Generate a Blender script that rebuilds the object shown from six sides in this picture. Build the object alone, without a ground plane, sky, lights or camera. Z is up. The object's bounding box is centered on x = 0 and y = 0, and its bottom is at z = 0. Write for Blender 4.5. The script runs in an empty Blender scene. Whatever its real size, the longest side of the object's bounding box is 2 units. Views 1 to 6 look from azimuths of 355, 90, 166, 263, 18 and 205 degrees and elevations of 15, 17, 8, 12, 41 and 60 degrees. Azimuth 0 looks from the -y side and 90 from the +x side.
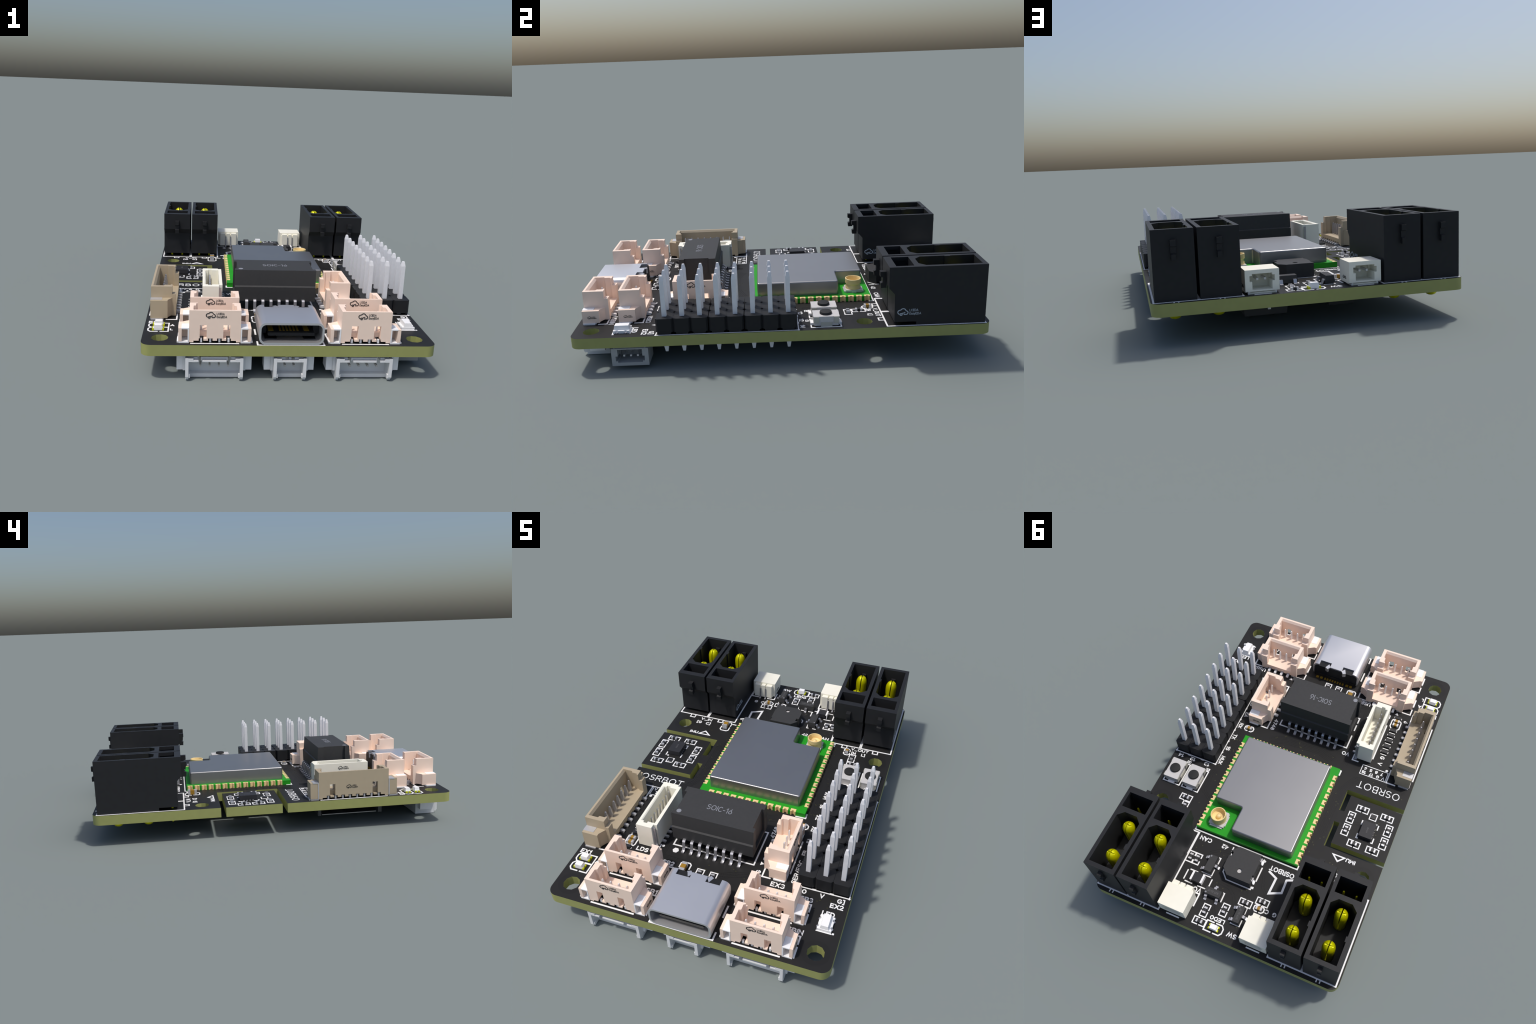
"""Robot controller circuit board, built part by part (metres, z up)."""
import bpy, bmesh, math, random
from mathutils import Vector, Matrix

random.seed(7)
ZT = 0.1765          # board top
ZB = 0.1235          # board underside
PITCH = 0.0842       # 2.54 mm at model scale
P125 = 0.0414        # 1.25 mm
P127 = 0.0421        # 1.27 mm
P100 = 0.0331        # 1.00 mm
pi = math.pi

# ------------------------------------------------------------------ materials
def new_mat(name, col, rough=0.5, metal=0.0, grain=0.06, gscale=60.0, bump=0.0,
            spec=0.5, coat=0.0, trans=0.0):
    m = bpy.data.materials.new(name)
    m.use_nodes = True
    nt = m.node_tree
    b = nt.nodes["Principled BSDF"]
    b.inputs["Roughness"].default_value = rough
    b.inputs["Metallic"].default_value = metal
    b.inputs["Specular IOR Level"].default_value = spec
    b.inputs["Coat Weight"].default_value = coat
    tc = nt.nodes.new("ShaderNodeTexCoord")
    nz = nt.nodes.new("ShaderNodeTexNoise")
    nz.inputs["Scale"].default_value = gscale
    nz.inputs["Detail"].default_value = 3.0
    nt.links.new(tc.outputs["Object"], nz.inputs["Vector"])
    rp = nt.nodes.new("ShaderNodeValToRGB")
    lo, hi = 1 - grain, 1 + grain
    rp.color_ramp.elements[0].position = 0.3
    rp.color_ramp.elements[1].position = 0.7
    rp.color_ramp.elements[0].color = (*[min(1, c * lo) for c in col], 1)
    rp.color_ramp.elements[1].color = (*[min(1, c * hi) for c in col], 1)
    nt.links.new(nz.outputs["Fac"], rp.inputs["Fac"])
    nt.links.new(rp.outputs["Color"], b.inputs["Base Color"])
    if bump:
        bp = nt.nodes.new("ShaderNodeBump")
        bp.inputs["Strength"].default_value = bump
        bp.inputs["Distance"].default_value = 0.001
        n2 = nt.nodes.new("ShaderNodeTexNoise")
        n2.inputs["Scale"].default_value = gscale * 8
        nt.links.new(tc.outputs["Object"], n2.inputs["Vector"])
        nt.links.new(n2.outputs["Fac"], bp.inputs["Height"])
        nt.links.new(bp.outputs["Normal"], b.inputs["Normal"])
    return m

MAT = dict(
    laminate=new_mat("laminate_edge", (0.33, 0.345, 0.115), 0.6, grain=0.03, gscale=25),
    silk=new_mat("silk_white", (0.92, 0.92, 0.92), 0.6, grain=0.02),
    silkgrey=new_mat("chip_print", (0.26, 0.27, 0.30), 0.6, grain=0.03),
    silkpale=new_mat("socket_print", (0.42, 0.47, 0.53), 0.6, grain=0.03),
    silkblack=new_mat("ink_black", (0.02, 0.02, 0.02), 0.6, grain=0.03),
    pink=new_mat("pink_plastic", (0.985, 0.775, 0.64), 0.55, grain=0.012, gscale=30, bump=0.03, spec=0.35),
    tan=new_mat("tan_plastic", (0.47, 0.385, 0.265), 0.55, grain=0.02, gscale=30, bump=0.03),
    cream=new_mat("cream_plastic", (0.97, 0.94, 0.81), 0.5, grain=0.012, gscale=30, spec=0.3),
    ivory=new_mat("ivory_plastic", (0.95, 0.925, 0.80), 0.5, grain=0.012, gscale=30, spec=0.3),
    white=new_mat("white_plastic", (0.78, 0.79, 0.80), 0.5, grain=0.015, gscale=30),
    led=new_mat("led_white", (0.95, 0.95, 0.95), 0.4, grain=0.01),
    black=new_mat("black_plastic", (0.0200, 0.0207, 0.0228), 0.5, grain=0.05, gscale=40, bump=0.04, spec=0.25),
    header=new_mat("header_plastic", (0.0195, 0.020, 0.0218), 0.5, grain=0.06, gscale=40, spec=0.22),
    chip=new_mat("chip_epoxy", (0.050, 0.050, 0.0505), 0.55, grain=0.05, gscale=90, bump=0.08, spec=0.22),
    chipdark=new_mat("chip_epoxy_dark", (0.030, 0.030, 0.034), 0.5, grain=0.05, gscale=90, spec=0.3),
    button=new_mat("button_rubber", (0.026, 0.026, 0.026), 0.6, grain=0.06, spec=0.25),
    green=new_mat("green_solder_mask", (0.020, 0.335, 0.016), 0.5, grain=0.05, gscale=12, spec=0.25),
    gold=new_mat("gold_plating", (0.90, 0.68, 0.33), 0.45, metal=0.0, grain=0.03, spec=0.4),
    brass=new_mat("brass_ring", (0.88, 0.68, 0.32), 0.40, metal=0.0, grain=0.02),
    yellow=new_mat("yellow_contact", (0.78, 0.77, 0.0), 0.34, metal=0.4, grain=0.03),
    pinwhite=new_mat("tinned_pin", (0.84, 0.84, 0.86), 0.45, metal=0.0, grain=0.02),
    steel=new_mat("steel_contact", (0.55, 0.55, 0.58), 0.35, metal=0.75, grain=0.04),
    tin=new_mat("tinned_tab", (0.95, 0.95, 0.96), 0.42, metal=0.0, grain=0.02),
    shield=new_mat("shield_metal", (0.34, 0.34, 0.345), 0.40, metal=0.85, grain=0.012, gscale=8),
    usb=new_mat("usb_shell_metal", (0.72, 0.72, 0.74), 0.36, metal=0.75, grain=0.012, gscale=8),
    solder=new_mat("solder_end", (0.66, 0.66, 0.68), 0.40, metal=0.5, grain=0.05),
    cap=new_mat("ceramic_brown", (0.37, 0.205, 0.018), 0.45, grain=0.06, gscale=120),
    resist=new_mat("resistor_black", (0.022, 0.022, 0.024), 0.4, grain=0.05),
    lead=new_mat("socket_lead", (0.62, 0.62, 0.64), 0.4, metal=0.5, grain=0.04),
    dim=new_mat("faint_print", (0.12, 0.12, 0.125), 0.6, grain=0.03),
    dulltin=new_mat("dull_tinned_tab", (0.60, 0.60, 0.62), 0.42, metal=0.5, grain=0.03),
    slate=new_mat("grey_socket", (0.40, 0.41, 0.41), 0.5, grain=0.02, spec=0.25),
    grey=new_mat("grey_plastic", (0.60, 0.585, 0.575), 0.5, grain=0.02),
    switchside=new_mat("switch_clip", (0.50, 0.49, 0.43), 0.45, metal=0.1, grain=0.02),
    contact=new_mat("usb_contact", (0.36, 0.22, 0.02), 0.4, metal=0.3, grain=0.04),
    trace=new_mat("trace_under_mask", (0.0165, 0.0165, 0.0168), 0.52, grain=0.04, spec=0.2),
    via=new_mat("via_tented", (0.034, 0.034, 0.006), 0.5, grain=0.05),
    base=new_mat("connector_base", (0.50, 0.48, 0.45), 0.5, grain=0.02),
    darkgrey=new_mat("socket_frame", (0.05, 0.05, 0.055), 0.5, grain=0.05),
)

def solder_mask_material():
    """Matt black lacquer, a shade darker in a ring round each mounting hole."""
    m = bpy.data.materials.new("black_solder_mask")
    m.use_nodes = True
    nt = m.node_tree
    b = nt.nodes["Principled BSDF"]
    b.inputs["Roughness"].default_value = 0.5
    b.inputs["Specular IOR Level"].default_value = 0.2
    tc = nt.nodes.new("ShaderNodeTexCoord")
    sep = nt.nodes.new("ShaderNodeSeparateXYZ")
    nt.links.new(tc.outputs["Object"], sep.inputs[0])

    def math_node(op, a, bb=None, clamp=False):
        n = nt.nodes.new("ShaderNodeMath")
        n.operation = op
        n.use_clamp = clamp
        for i, v in enumerate((a, bb)):
            if v is None:
                continue
            if isinstance(v, (int, float)):
                n.inputs[i].default_value = v
            else:
                nt.links.new(v, n.inputs[i])
        return n.outputs[0]
    ax = math_node("SUBTRACT", math_node("ABSOLUTE", sep.outputs["X"]), 0.5975)
    dist = None
    for hy in (-0.913, 0.410):
        dy = math_node("SUBTRACT", sep.outputs["Y"], hy)
        d = math_node("SQRT", math_node("ADD", math_node("MULTIPLY", ax, ax), math_node("MULTIPLY", dy, dy)))
        dist = d if dist is None else math_node("MINIMUM", dist, d)
    ring = math_node("GREATER_THAN", dist, 0.064)
    nz = nt.nodes.new("ShaderNodeTexNoise")
    nz.inputs["Scale"].default_value = 9.0
    nz.inputs["Detail"].default_value = 4.0
    nt.links.new(tc.outputs["Object"], nz.inputs["Vector"])
    f = math_node("ADD", math_node("MULTIPLY", ring, 0.5), math_node("MULTIPLY", nz.outputs["Fac"], 0.35), True)
    rp = nt.nodes.new("ShaderNodeValToRGB")
    rp.color_ramp.elements[0].color = (0.0170, 0.0168, 0.0170, 1)
    rp.color_ramp.elements[1].color = (0.0225, 0.0222, 0.0222, 1)
    nt.links.new(f, rp.inputs["Fac"])
    nt.links.new(rp.outputs["Color"], b.inputs["Base Color"])
    return m
MAT["mask"] = solder_mask_material()

# ------------------------------------------------------------------ mesh tools
class M:
    """Small mesh collector; every solid carries one material key."""
    def __init__(self):
        self.v, self.f, self.k = [], [], []

    def add(self, verts, faces, key):
        o = len(self.v)
        self.v += [tuple(p) for p in verts]
        self.f += [[i + o for i in f] for f in faces]
        self.k += [key] * len(faces)
        return self

    def box(self, x0, x1, y0, y1, z0, z1, key="black"):
        v = [(x, y, z) for z in (z0, z1) for y in (y0, y1) for x in (x0, x1)]
        return self.add(v, [(0, 2, 3, 1), (4, 5, 7, 6), (0, 1, 5, 4), (2, 6, 7, 3), (0, 4, 6, 2), (1, 3, 7, 5)], key)

    def prism(self, pts, z0, z1, key="black", axis="z"):
        """Extrude a counter-clockwise outline. axis z: (x,y); x: (y,z); y: (x,z)."""
        n = len(pts)
        def put(p, h):
            if axis == "z": return (p[0], p[1], h)
            if axis == "x": return (h, p[0], p[1])
            return (p[0], h, p[1])
        v = [put(p, z0) for p in pts] + [put(p, z1) for p in pts]
        f = [list(range(n))[::-1], list(range(n, 2 * n))]
        f += [(i, (i + 1) % n, (i + 1) % n + n, i + n) for i in range(n)]
        if axis == "y":
            f = [list(q)[::-1] for q in f]
        return self.add(v, f, key)

    def taper(self, cx, cy, z0, z1, a0, b0, a1, b1, key="black", dx=0, dy=0):
        v = []
        for z, a, b, ox, oy in ((z0, a0, b0, 0, 0), (z1, a1, b1, dx, dy)):
            v += [(cx + ox + sx * a, cy + oy + sy * b, z) for sy in (-1, 1) for sx in (-1, 1)]
        return self.add(v, [(0, 2, 3, 1), (4, 5, 7, 6), (0, 1, 5, 4), (2, 6, 7, 3), (0, 4, 6, 2), (1, 3, 7, 5)], key)

    def lathe(self, cx, cy, prof, n=20, key="brass"):
        """prof: (radius, z) pairs from bottom to top."""
        v, f = [], []
        for r, z in prof:
            v += [(cx + r * math.cos(2 * pi * i / n), cy + r * math.sin(2 * pi * i / n), z) for i in range(n)]
        for j in range(len(prof) - 1):
            for i in range(n):
                f.append((j * n + i, j * n + (i + 1) % n, (j + 1) * n + (i + 1) % n, (j + 1) * n + i))
        f.append(list(range(n))[::-1])
        f.append([(len(prof) - 1) * n + i for i in range(n)])
        return self.add(v, f, key)

    def stroke(self, pts, w, z0, z1, key="silk", closed=False):
        """Printed line of constant width with mitred corners."""
        P = [Vector(p) for p in pts]
        n = len(P)
        L, R = [], []
        for i in range(n):
            a = P[i - 1] if (closed or i > 0) else None
            b = P[(i + 1) % n] if (closed or i < n - 1) else None
            d1 = (P[i] - a).normalized() if a is not None else None
            d2 = (b - P[i]).normalized() if b is not None else None
            d1 = d1 or d2
            d2 = d2 or d1
            n1, n2 = Vector((-d1.y, d1.x)), Vector((-d2.y, d2.x))
            m = n1 + n2
            m = n1 if m.length < 1e-4 else m.normalized()
            k = w / 2 / max(0.45, m.dot(n1))
            e = Vector((0, 0))
            if not closed and i == 0: e = -d2 * w * 0.4
            if not closed and i == n - 1: e = d1 * w * 0.4
            L.append(P[i] + m * k + e)
            R.append(P[i] - m * k + e)
        v = [(p.x, p.y, z) for z in (z0, z1) for p in L + R]
        f = []
        for i in range(n if closed else n - 1):
            j = (i + 1) % n
            f += [(2 * n + i, 3 * n + i, 3 * n + j, 2 * n + j), (i, j, 2 * n + j, 2 * n + i),
                  (n + i, 3 * n + i, 3 * n + j, n + j)]
        if not closed:
            f += [(0, 2 * n, 3 * n, n), (n - 1, 2 * n - 1, 4 * n - 1, 3 * n - 1)]
        return self.add(v, f, key)

    def join(self, o, mat=None):
        v = [mat @ Vector(p) for p in o.v] if mat is not None else o.v
        off = len(self.v)
        self.v += [tuple(p) for p in v]
        self.f += [[i + off for i in f] for f in o.f]
        self.k += o.k
        return self

    def mesh(self, name="part", recalc=True):
        me = bpy.data.meshes.new(name)
        me.from_pydata(self.v, [], self.f)
        keys = list(dict.fromkeys(self.k))
        for k in keys:
            me.materials.append(MAT[k])
        for p, k in zip(me.polygons, self.k):
            p.material_index = keys.index(k)
        if recalc:
            bm = bmesh.new()
            bm.from_mesh(me)
            bmesh.ops.recalc_face_normals(bm, faces=bm.faces)
            bm.to_mesh(me)
            bm.free()
        me.update()
        return me

def carve(base, *cutters):
    """Boolean difference; returns a plain mesh."""
    ob = bpy.data.objects.new("tmp_base", base.mesh() if isinstance(base, M) else base)
    bpy.context.scene.collection.objects.link(ob)
    temps = []
    for c in cutters:
        t = bpy.data.objects.new("tmp_cut", c.mesh())
        t.data.materials.clear()
        t.data.materials.append(ob.data.materials[0])
        bpy.context.scene.collection.objects.link(t)
        md = ob.modifiers.new("cut", "BOOLEAN")
        md.operation = "DIFFERENCE"
        md.solver = "EXACT"
        md.use_self = True
        md.object = t
        temps.append(t)
    dg = bpy.context.evaluated_depsgraph_get()
    dg.update()
    me = bpy.data.meshes.new_from_object(ob.evaluated_get(dg))
    for t in temps + [ob]:
        bpy.data.objects.remove(t, do_unlink=True)
    return me

def soften(me, width, segs=1, angle=40):
    bm = bmesh.new()
    bm.from_mesh(me)
    bmesh.ops.remove_doubles(bm, verts=bm.verts, dist=1e-6)
    bmesh.ops.dissolve_limit(bm, angle_limit=math.radians(1), verts=bm.verts, edges=bm.edges)
    es = [e for e in bm.edges if len(e.link_faces) == 2 and e.calc_face_angle(0) > math.radians(angle)]
    bmesh.ops.bevel(bm, geom=es, offset=width, segments=segs, affect="EDGES", profile=0.5, clamp_overlap=True)
    bm.to_mesh(me)
    bm.free()
    return me

def smooth_by_angle(me, ang=32):
    for p in me.polygons:
        p.use_smooth = True
    me.set_sharp_from_angle(angle=math.radians(ang))
    return me

ROOT = bpy.data.objects.new("circuit_board", None)
ROOT.empty_display_size = 0.1
bpy.context.scene.collection.objects.link(ROOT)
ROOT["label"] = "black robot controller circuit board crowded with connectors and chips"
ROOT["category"] = "circuit board"

def place(me, name, parent=None, loc=(0, 0, 0), rot=(0, 0, 0), smooth=None, kind=None):
    if isinstance(me, M):
        me = me.mesh(name)
    if smooth:
        smooth_by_angle(me, smooth)
    ob = bpy.data.objects.new(name, me)
    bpy.context.scene.collection.objects.link(ob)
    ob.parent = parent or ROOT
    ob.location = loc
    ob.rotation_euler = rot
    if kind:
        ob["kind"] = kind
    return ob

def arc(cx, cy, r, a0, a1, n=6):
    return [(cx + r * math.cos(math.radians(a0 + (a1 - a0) * i / n)),
             cy + r * math.sin(math.radians(a0 + (a1 - a0) * i / n))) for i in range(n + 1)]

# ------------------------------------------------------------------ lettering
def text_mesh(s, height, width=None, depth=0.0012, bold=0.0, key="silk"):
    """Flat letters, cap height and overall width in metres, centred on 0,0."""
    cu = bpy.data.curves.new("txt", "FONT")
    cu.body = s
    cu.size = 1.0
    cu.offset = bold
    cu.resolution_u = 4
    ob = bpy.data.objects.new("txt", cu)
    bpy.context.scene.collection.objects.link(ob)
    dg = bpy.context.evaluated_depsgraph_get()
    dg.update()
    flat = bpy.data.meshes.new_from_object(ob.evaluated_get(dg))
    bpy.data.objects.remove(ob, do_unlink=True)
    xs = [v.co.x for v in flat.vertices]
    x0, x1 = min(xs), max(xs)
    k = height / 0.729
    kx = width / (x1 - x0) if width else k
    out = M()
    base = [((v.co.x - (x0 + x1) / 2) * kx, (v.co.y - 0.3645) * k) for v in flat.vertices]
    n = len(base)
    vs = [(x, y, 0.0) for x, y in base] + [(x, y, depth) for x, y in base]
    fs = [[i + n for i in p.vertices] for p in flat.polygons]
    count = {}
    for p in flat.polygons:
        vv = list(p.vertices)
        for a, b in zip(vv, vv[1:] + vv[:1]):
            count[(a, b)] = 1
    for a, b in count:
        if (b, a) not in count:
            fs.append([a, b, b + n, a + n])
    out.add(vs, fs, key)
    bpy.data.meshes.remove(flat)
    bpy.data.curves.remove(cu)
    return out

def rotz(deg, loc=(0, 0, 0)):
    return Matrix.Translation(Vector(loc)) @ Matrix.Rotation(math.radians(deg), 4, "Z")

def bow(cx, cy, rx, ry, a0, a1, n=8):
    return [(cx + rx * math.cos(math.radians(a0 + (a1 - a0) * i / n)), cy + ry * math.sin(math.radians(a0 + (a1 - a0) * i / n))) for i in range(n + 1)]

def glyphs():
    """Single-stroke board lettering: cap height 1, each glyph a list of pen paths and its width."""
    g = {}
    g["A"] = ([[(0, 0), (0.4, 1), (0.8, 0)], [(0.16, 0.32), (0.64, 0.32)]], 0.8)
    g["B"] = ([[(0.36, 0.53)] + [(0, 0.53), (0, 1), (0.36, 1)] + bow(0.38, 0.765, 0.25, 0.235, 80, -80, 6) + [(0.36, 0.53)],
               [(0, 0.53), (0, 0), (0.40, 0)] + bow(0.40, 0.265, 0.29, 0.265, -80, 80, 6)], 0.7)
    g["C"] = ([bow(0.42, 0.5, 0.42, 0.5, 48, 312, 12)], 0.74)
    g["D"] = ([[(0, 0), (0, 1), (0.28, 1)] + bow(0.30, 0.5, 0.46, 0.5, 80, -80, 8) + [(0.28, 0), (0, 0)]], 0.76)
    g["E"] = ([[(0.6, 1), (0, 1), (0, 0), (0.62, 0)], [(0, 0.52), (0.52, 0.52)]], 0.62)
    g["G"] = ([bow(0.42, 0.5, 0.42, 0.5, 48, 320, 12) + [(0.80, 0.44), (0.50, 0.44)]], 0.82)
    g["H"] = ([[(0, 0), (0, 1)], [(0.72, 0), (0.72, 1)], [(0, 0.52), (0.72, 0.52)]], 0.72)
    g["I"] = ([[(0.02, 0), (0.02, 1)]], 0.04)
    g["L"] = ([[(0, 1), (0, 0), (0.56, 0)]], 0.56)
    g["M"] = ([[(0, 0), (0, 1), (0.42, 0.22), (0.84, 1), (0.84, 0)]], 0.84)
    g["N"] = ([[(0, 0), (0, 1), (0.72, 0), (0.72, 1)]], 0.72)
    g["O"] = ([bow(0.45, 0.5, 0.45, 0.5, 90, 450, 18)[:-1]], 0.90)
    g["R"] = ([[(0, 0), (0, 1), (0.36, 1)] + bow(0.38, 0.74, 0.27, 0.26, 80, -80, 6) + [(0.04, 0.48)], [(0.36, 0.47), (0.70, 0)]], 0.70)
    g["S"] = ([bow(0.34, 0.75, 0.30, 0.25, 35, 255, 8) + bow(0.33, 0.26, 0.33, 0.26, 80, -145, 8)], 0.66)
    g["T"] = ([[(0, 1), (0.76, 1)], [(0.38, 1), (0.38, 0)]], 0.76)
    g["U"] = ([[(0, 1), (0, 0.34)] + bow(0.35, 0.33, 0.35, 0.33, 190, 350, 8) + [(0.70, 0.34), (0.70, 1)]], 0.70)
    g["V"] = ([[(0, 1), (0.38, 0), (0.76, 1)]], 0.76)
    g["W"] = ([[(0, 1), (0.25, 0), (0.52, 0.85), (0.79, 0), (1.04, 1)]], 1.04)
    g["X"] = ([[(0, 0), (0.70, 1)], [(0, 1), (0.70, 0)]], 0.70)
    g["0"] = ([bow(0.36, 0.5, 0.36, 0.5, 90, 450, 16)[:-1]], 0.72)
    g["1"] = ([[(0, 0.80), (0.26, 1), (0.26, 0)]], 0.30)
    g["2"] = ([bow(0.31, 0.70, 0.30, 0.30, 165, -35, 8) + [(0, 0), (0.64, 0)]], 0.64)
    g["3"] = ([bow(0.29, 0.75, 0.28, 0.25, 150, -80, 7) + bow(0.30, 0.26, 0.32, 0.26, 80, -150, 8)], 0.62)
    g["4"] = ([[(0.50, 0), (0.50, 1), (0, 0.28), (0.68, 0.28)]], 0.68)
    g["5"] = ([[(0.56, 1), (0.08, 1), (0.03, 0.54)] + bow(0.29, 0.32, 0.33, 0.32, 105, -145, 9)], 0.62)
    g["6"] = ([[(0.50, 1), (0.16, 0.62)] + bow(0.32, 0.31, 0.32, 0.31, 150, 480, 13)], 0.64)
    g["7"] = ([[(0, 1), (0.60, 1), (0.20, 0)]], 0.60)
    g["8"] = ([bow(0.32, 0.76, 0.26, 0.24, 90, 450, 12)[:-1], bow(0.32, 0.26, 0.32, 0.27, 90, 450, 12)[:-1]], 0.64)
    g["/"] = ([[(0, -0.1), (0.46, 1.05)]], 0.46)
    g["_"] = ([[(0, -0.1), (0.6, -0.1)]], 0.6)
    g["["] = ([[(0.26, 1.08), (0, 1.08), (0, -0.12), (0.26, -0.12)]], 0.26)
    g["]"] = ([[(0, 1.08), (0.26, 1.08), (0.26, -0.12), (0, -0.12)]], 0.26)
    g[" "] = ([], 0.36)
    g["-"] = ([[(0, 0.42), (0.36, 0.42)]], 0.36)
    g["a"] = ([bow(0.25, 0.33, 0.24, 0.36, 140, 20, 5) + [(0.49, 0)], [(0.49, 0.42), (0.16, 0.38), (0.0, 0.2), (0.14, 0.02), (0.32, 0.02), (0.49, 0.18)]], 0.50)
    g["s"] = ([[(0.40, 0.62), (0.22, 0.69), (0.04, 0.58), (0.08, 0.42), (0.34, 0.30), (0.40, 0.14), (0.22, 0.0), (0.0, 0.06)]], 0.40)
    g["y"] = ([[(0, 0.68), (0.24, 0.02)], [(0.50, 0.68), (0.20, -0.22), (0.04, -0.28)]], 0.50)
    return g
GLYPH = glyphs()

def pen_text(s, height, width, lw, key="silk", z1=0.0014):
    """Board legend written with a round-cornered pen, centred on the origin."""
    m = M()
    gap = 0.30
    total = sum(GLYPH[c][1] for c in s) + gap * (len(s) - 1)
    kx = (width - lw) / max(total, 0.25)
    if len(s) == 1:
        kx = min(kx, (height - lw) * 1.15)
    ky = height - lw
    x = -total / 2
    k = 0
    for c in s:
        paths, w = GLYPH[c]
        for p in paths:
            q = [((x + a) * kx, (b - 0.5) * ky) for a, b in p]
            loop = c in "O08"
            m.stroke(q, lw, 0.0, z1 + 0.00012 * (k % 4), key, closed=loop)
            k += 1
        x += w + gap
    return m

def car_cloud_mark(w, key):
    """Maker's mark: a cloud outline whose lower edge carries a wheel, beside two lines of writing.
    Drawn in the xy plane; w is the width of the cloud."""
    m = M()
    s = w
    lw = 0.092 * s
    pts = []
    pts += arc(-0.30 * s, 0.00 * s, 0.20 * s, 250, 100, 6)
    pts += arc(0.03 * s, 0.12 * s, 0.25 * s, 150, 20, 6)
    pts += arc(0.32 * s, -0.06 * s, 0.18 * s, 80, -100, 7)
    pts += [(0.12 * s, -0.24 * s)]
    m.stroke(pts, lw, 0, 0.0008, key)
    m.stroke(arc(-0.17 * s, -0.23 * s, 0.10 * s, 0, 345, 10), lw, 0, 0.0009, key, closed=True)
    m.stroke([(-0.08 * s, -0.17 * s), (0.02 * s, -0.08 * s), (0.10 * s, -0.11 * s), (0.20 * s, -0.02 * s)], lw * 0.9, 0, 0.0007, key)
    for line, yy, ww in (("LCEDA", 0.19 * s, 0.86 * s), ("EasyEDA", -0.16 * s, 1.14 * s)):
        m.join(pen_text(line, 0.25 * s, ww, 0.034 * s, key, 0.0006), Matrix.Translation((0.64 * s + ww / 2, yy, 0)))
    return m

# ------------------------------------------------------------------ the board
def rounded(x0, x1, y0, y1, r, n=5):
    return (arc(x0 + r, y0 + r, r, 180, 270, n) + arc(x1 - r, y0 + r, r, 270, 360, n)
            + arc(x1 - r, y1 - r, r, 0, 90, n) + arc(x0 + r, y1 - r, r, 90, 180, n))

def build_board():
    X, r = 0.6795, 0.045
    y0, y1 = -1.0, 1.0
    # clockwise slots open to the left edge leave the motion-sensor island on a tongue
    xin, xisl = -0.345, -0.376
    out = arc(-X + r, y0 + r, r, 180, 270) + arc(X - r, y0 + r, r, 270, 360)
    out += arc(X - r, y1 - r, r, 0, 90) + arc(-X + r, y1 - r, r, 90, 180)
    out += [(-X, 0.3125), (xin, 0.3125), (xin, 0.156), (xisl, 0.156), (xisl, 0.284), (-X, 0.284),
            (-X, -0.0265), (xisl, -0.0265), (xisl, 0.082), (xin, 0.082), (xin, -0.055), (-X, -0.055)]
    m = M().prism(out, ZB, ZT, "laminate")
    holes = M()
    for hx in (-0.5975, 0.5975):
        for hy in (-0.913, 0.410):
            a0 = random.uniform(0, 36)
            holes.prism([(hx + 0.0395 * math.cos(math.radians(a0 + 36 * i)),
                          hy + 0.0395 * math.sin(math.radians(a0 + 36 * i))) for i in range(10)], ZB - 0.02, ZT + 0.02, "laminate")
    me = carve(m, holes)
    me.materials.clear()
    me.materials.append(MAT["laminate"])
    me.materials.append(MAT["mask"])
    for p in me.polygons:
        p.material_index = 1 if abs(p.normal.z) > 0.9 else 0
    return place(me, "board", smooth=30)

BOARD = build_board()
SZ0, SZ1 = ZT - 0.0004, ZT + 0.0011

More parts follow.
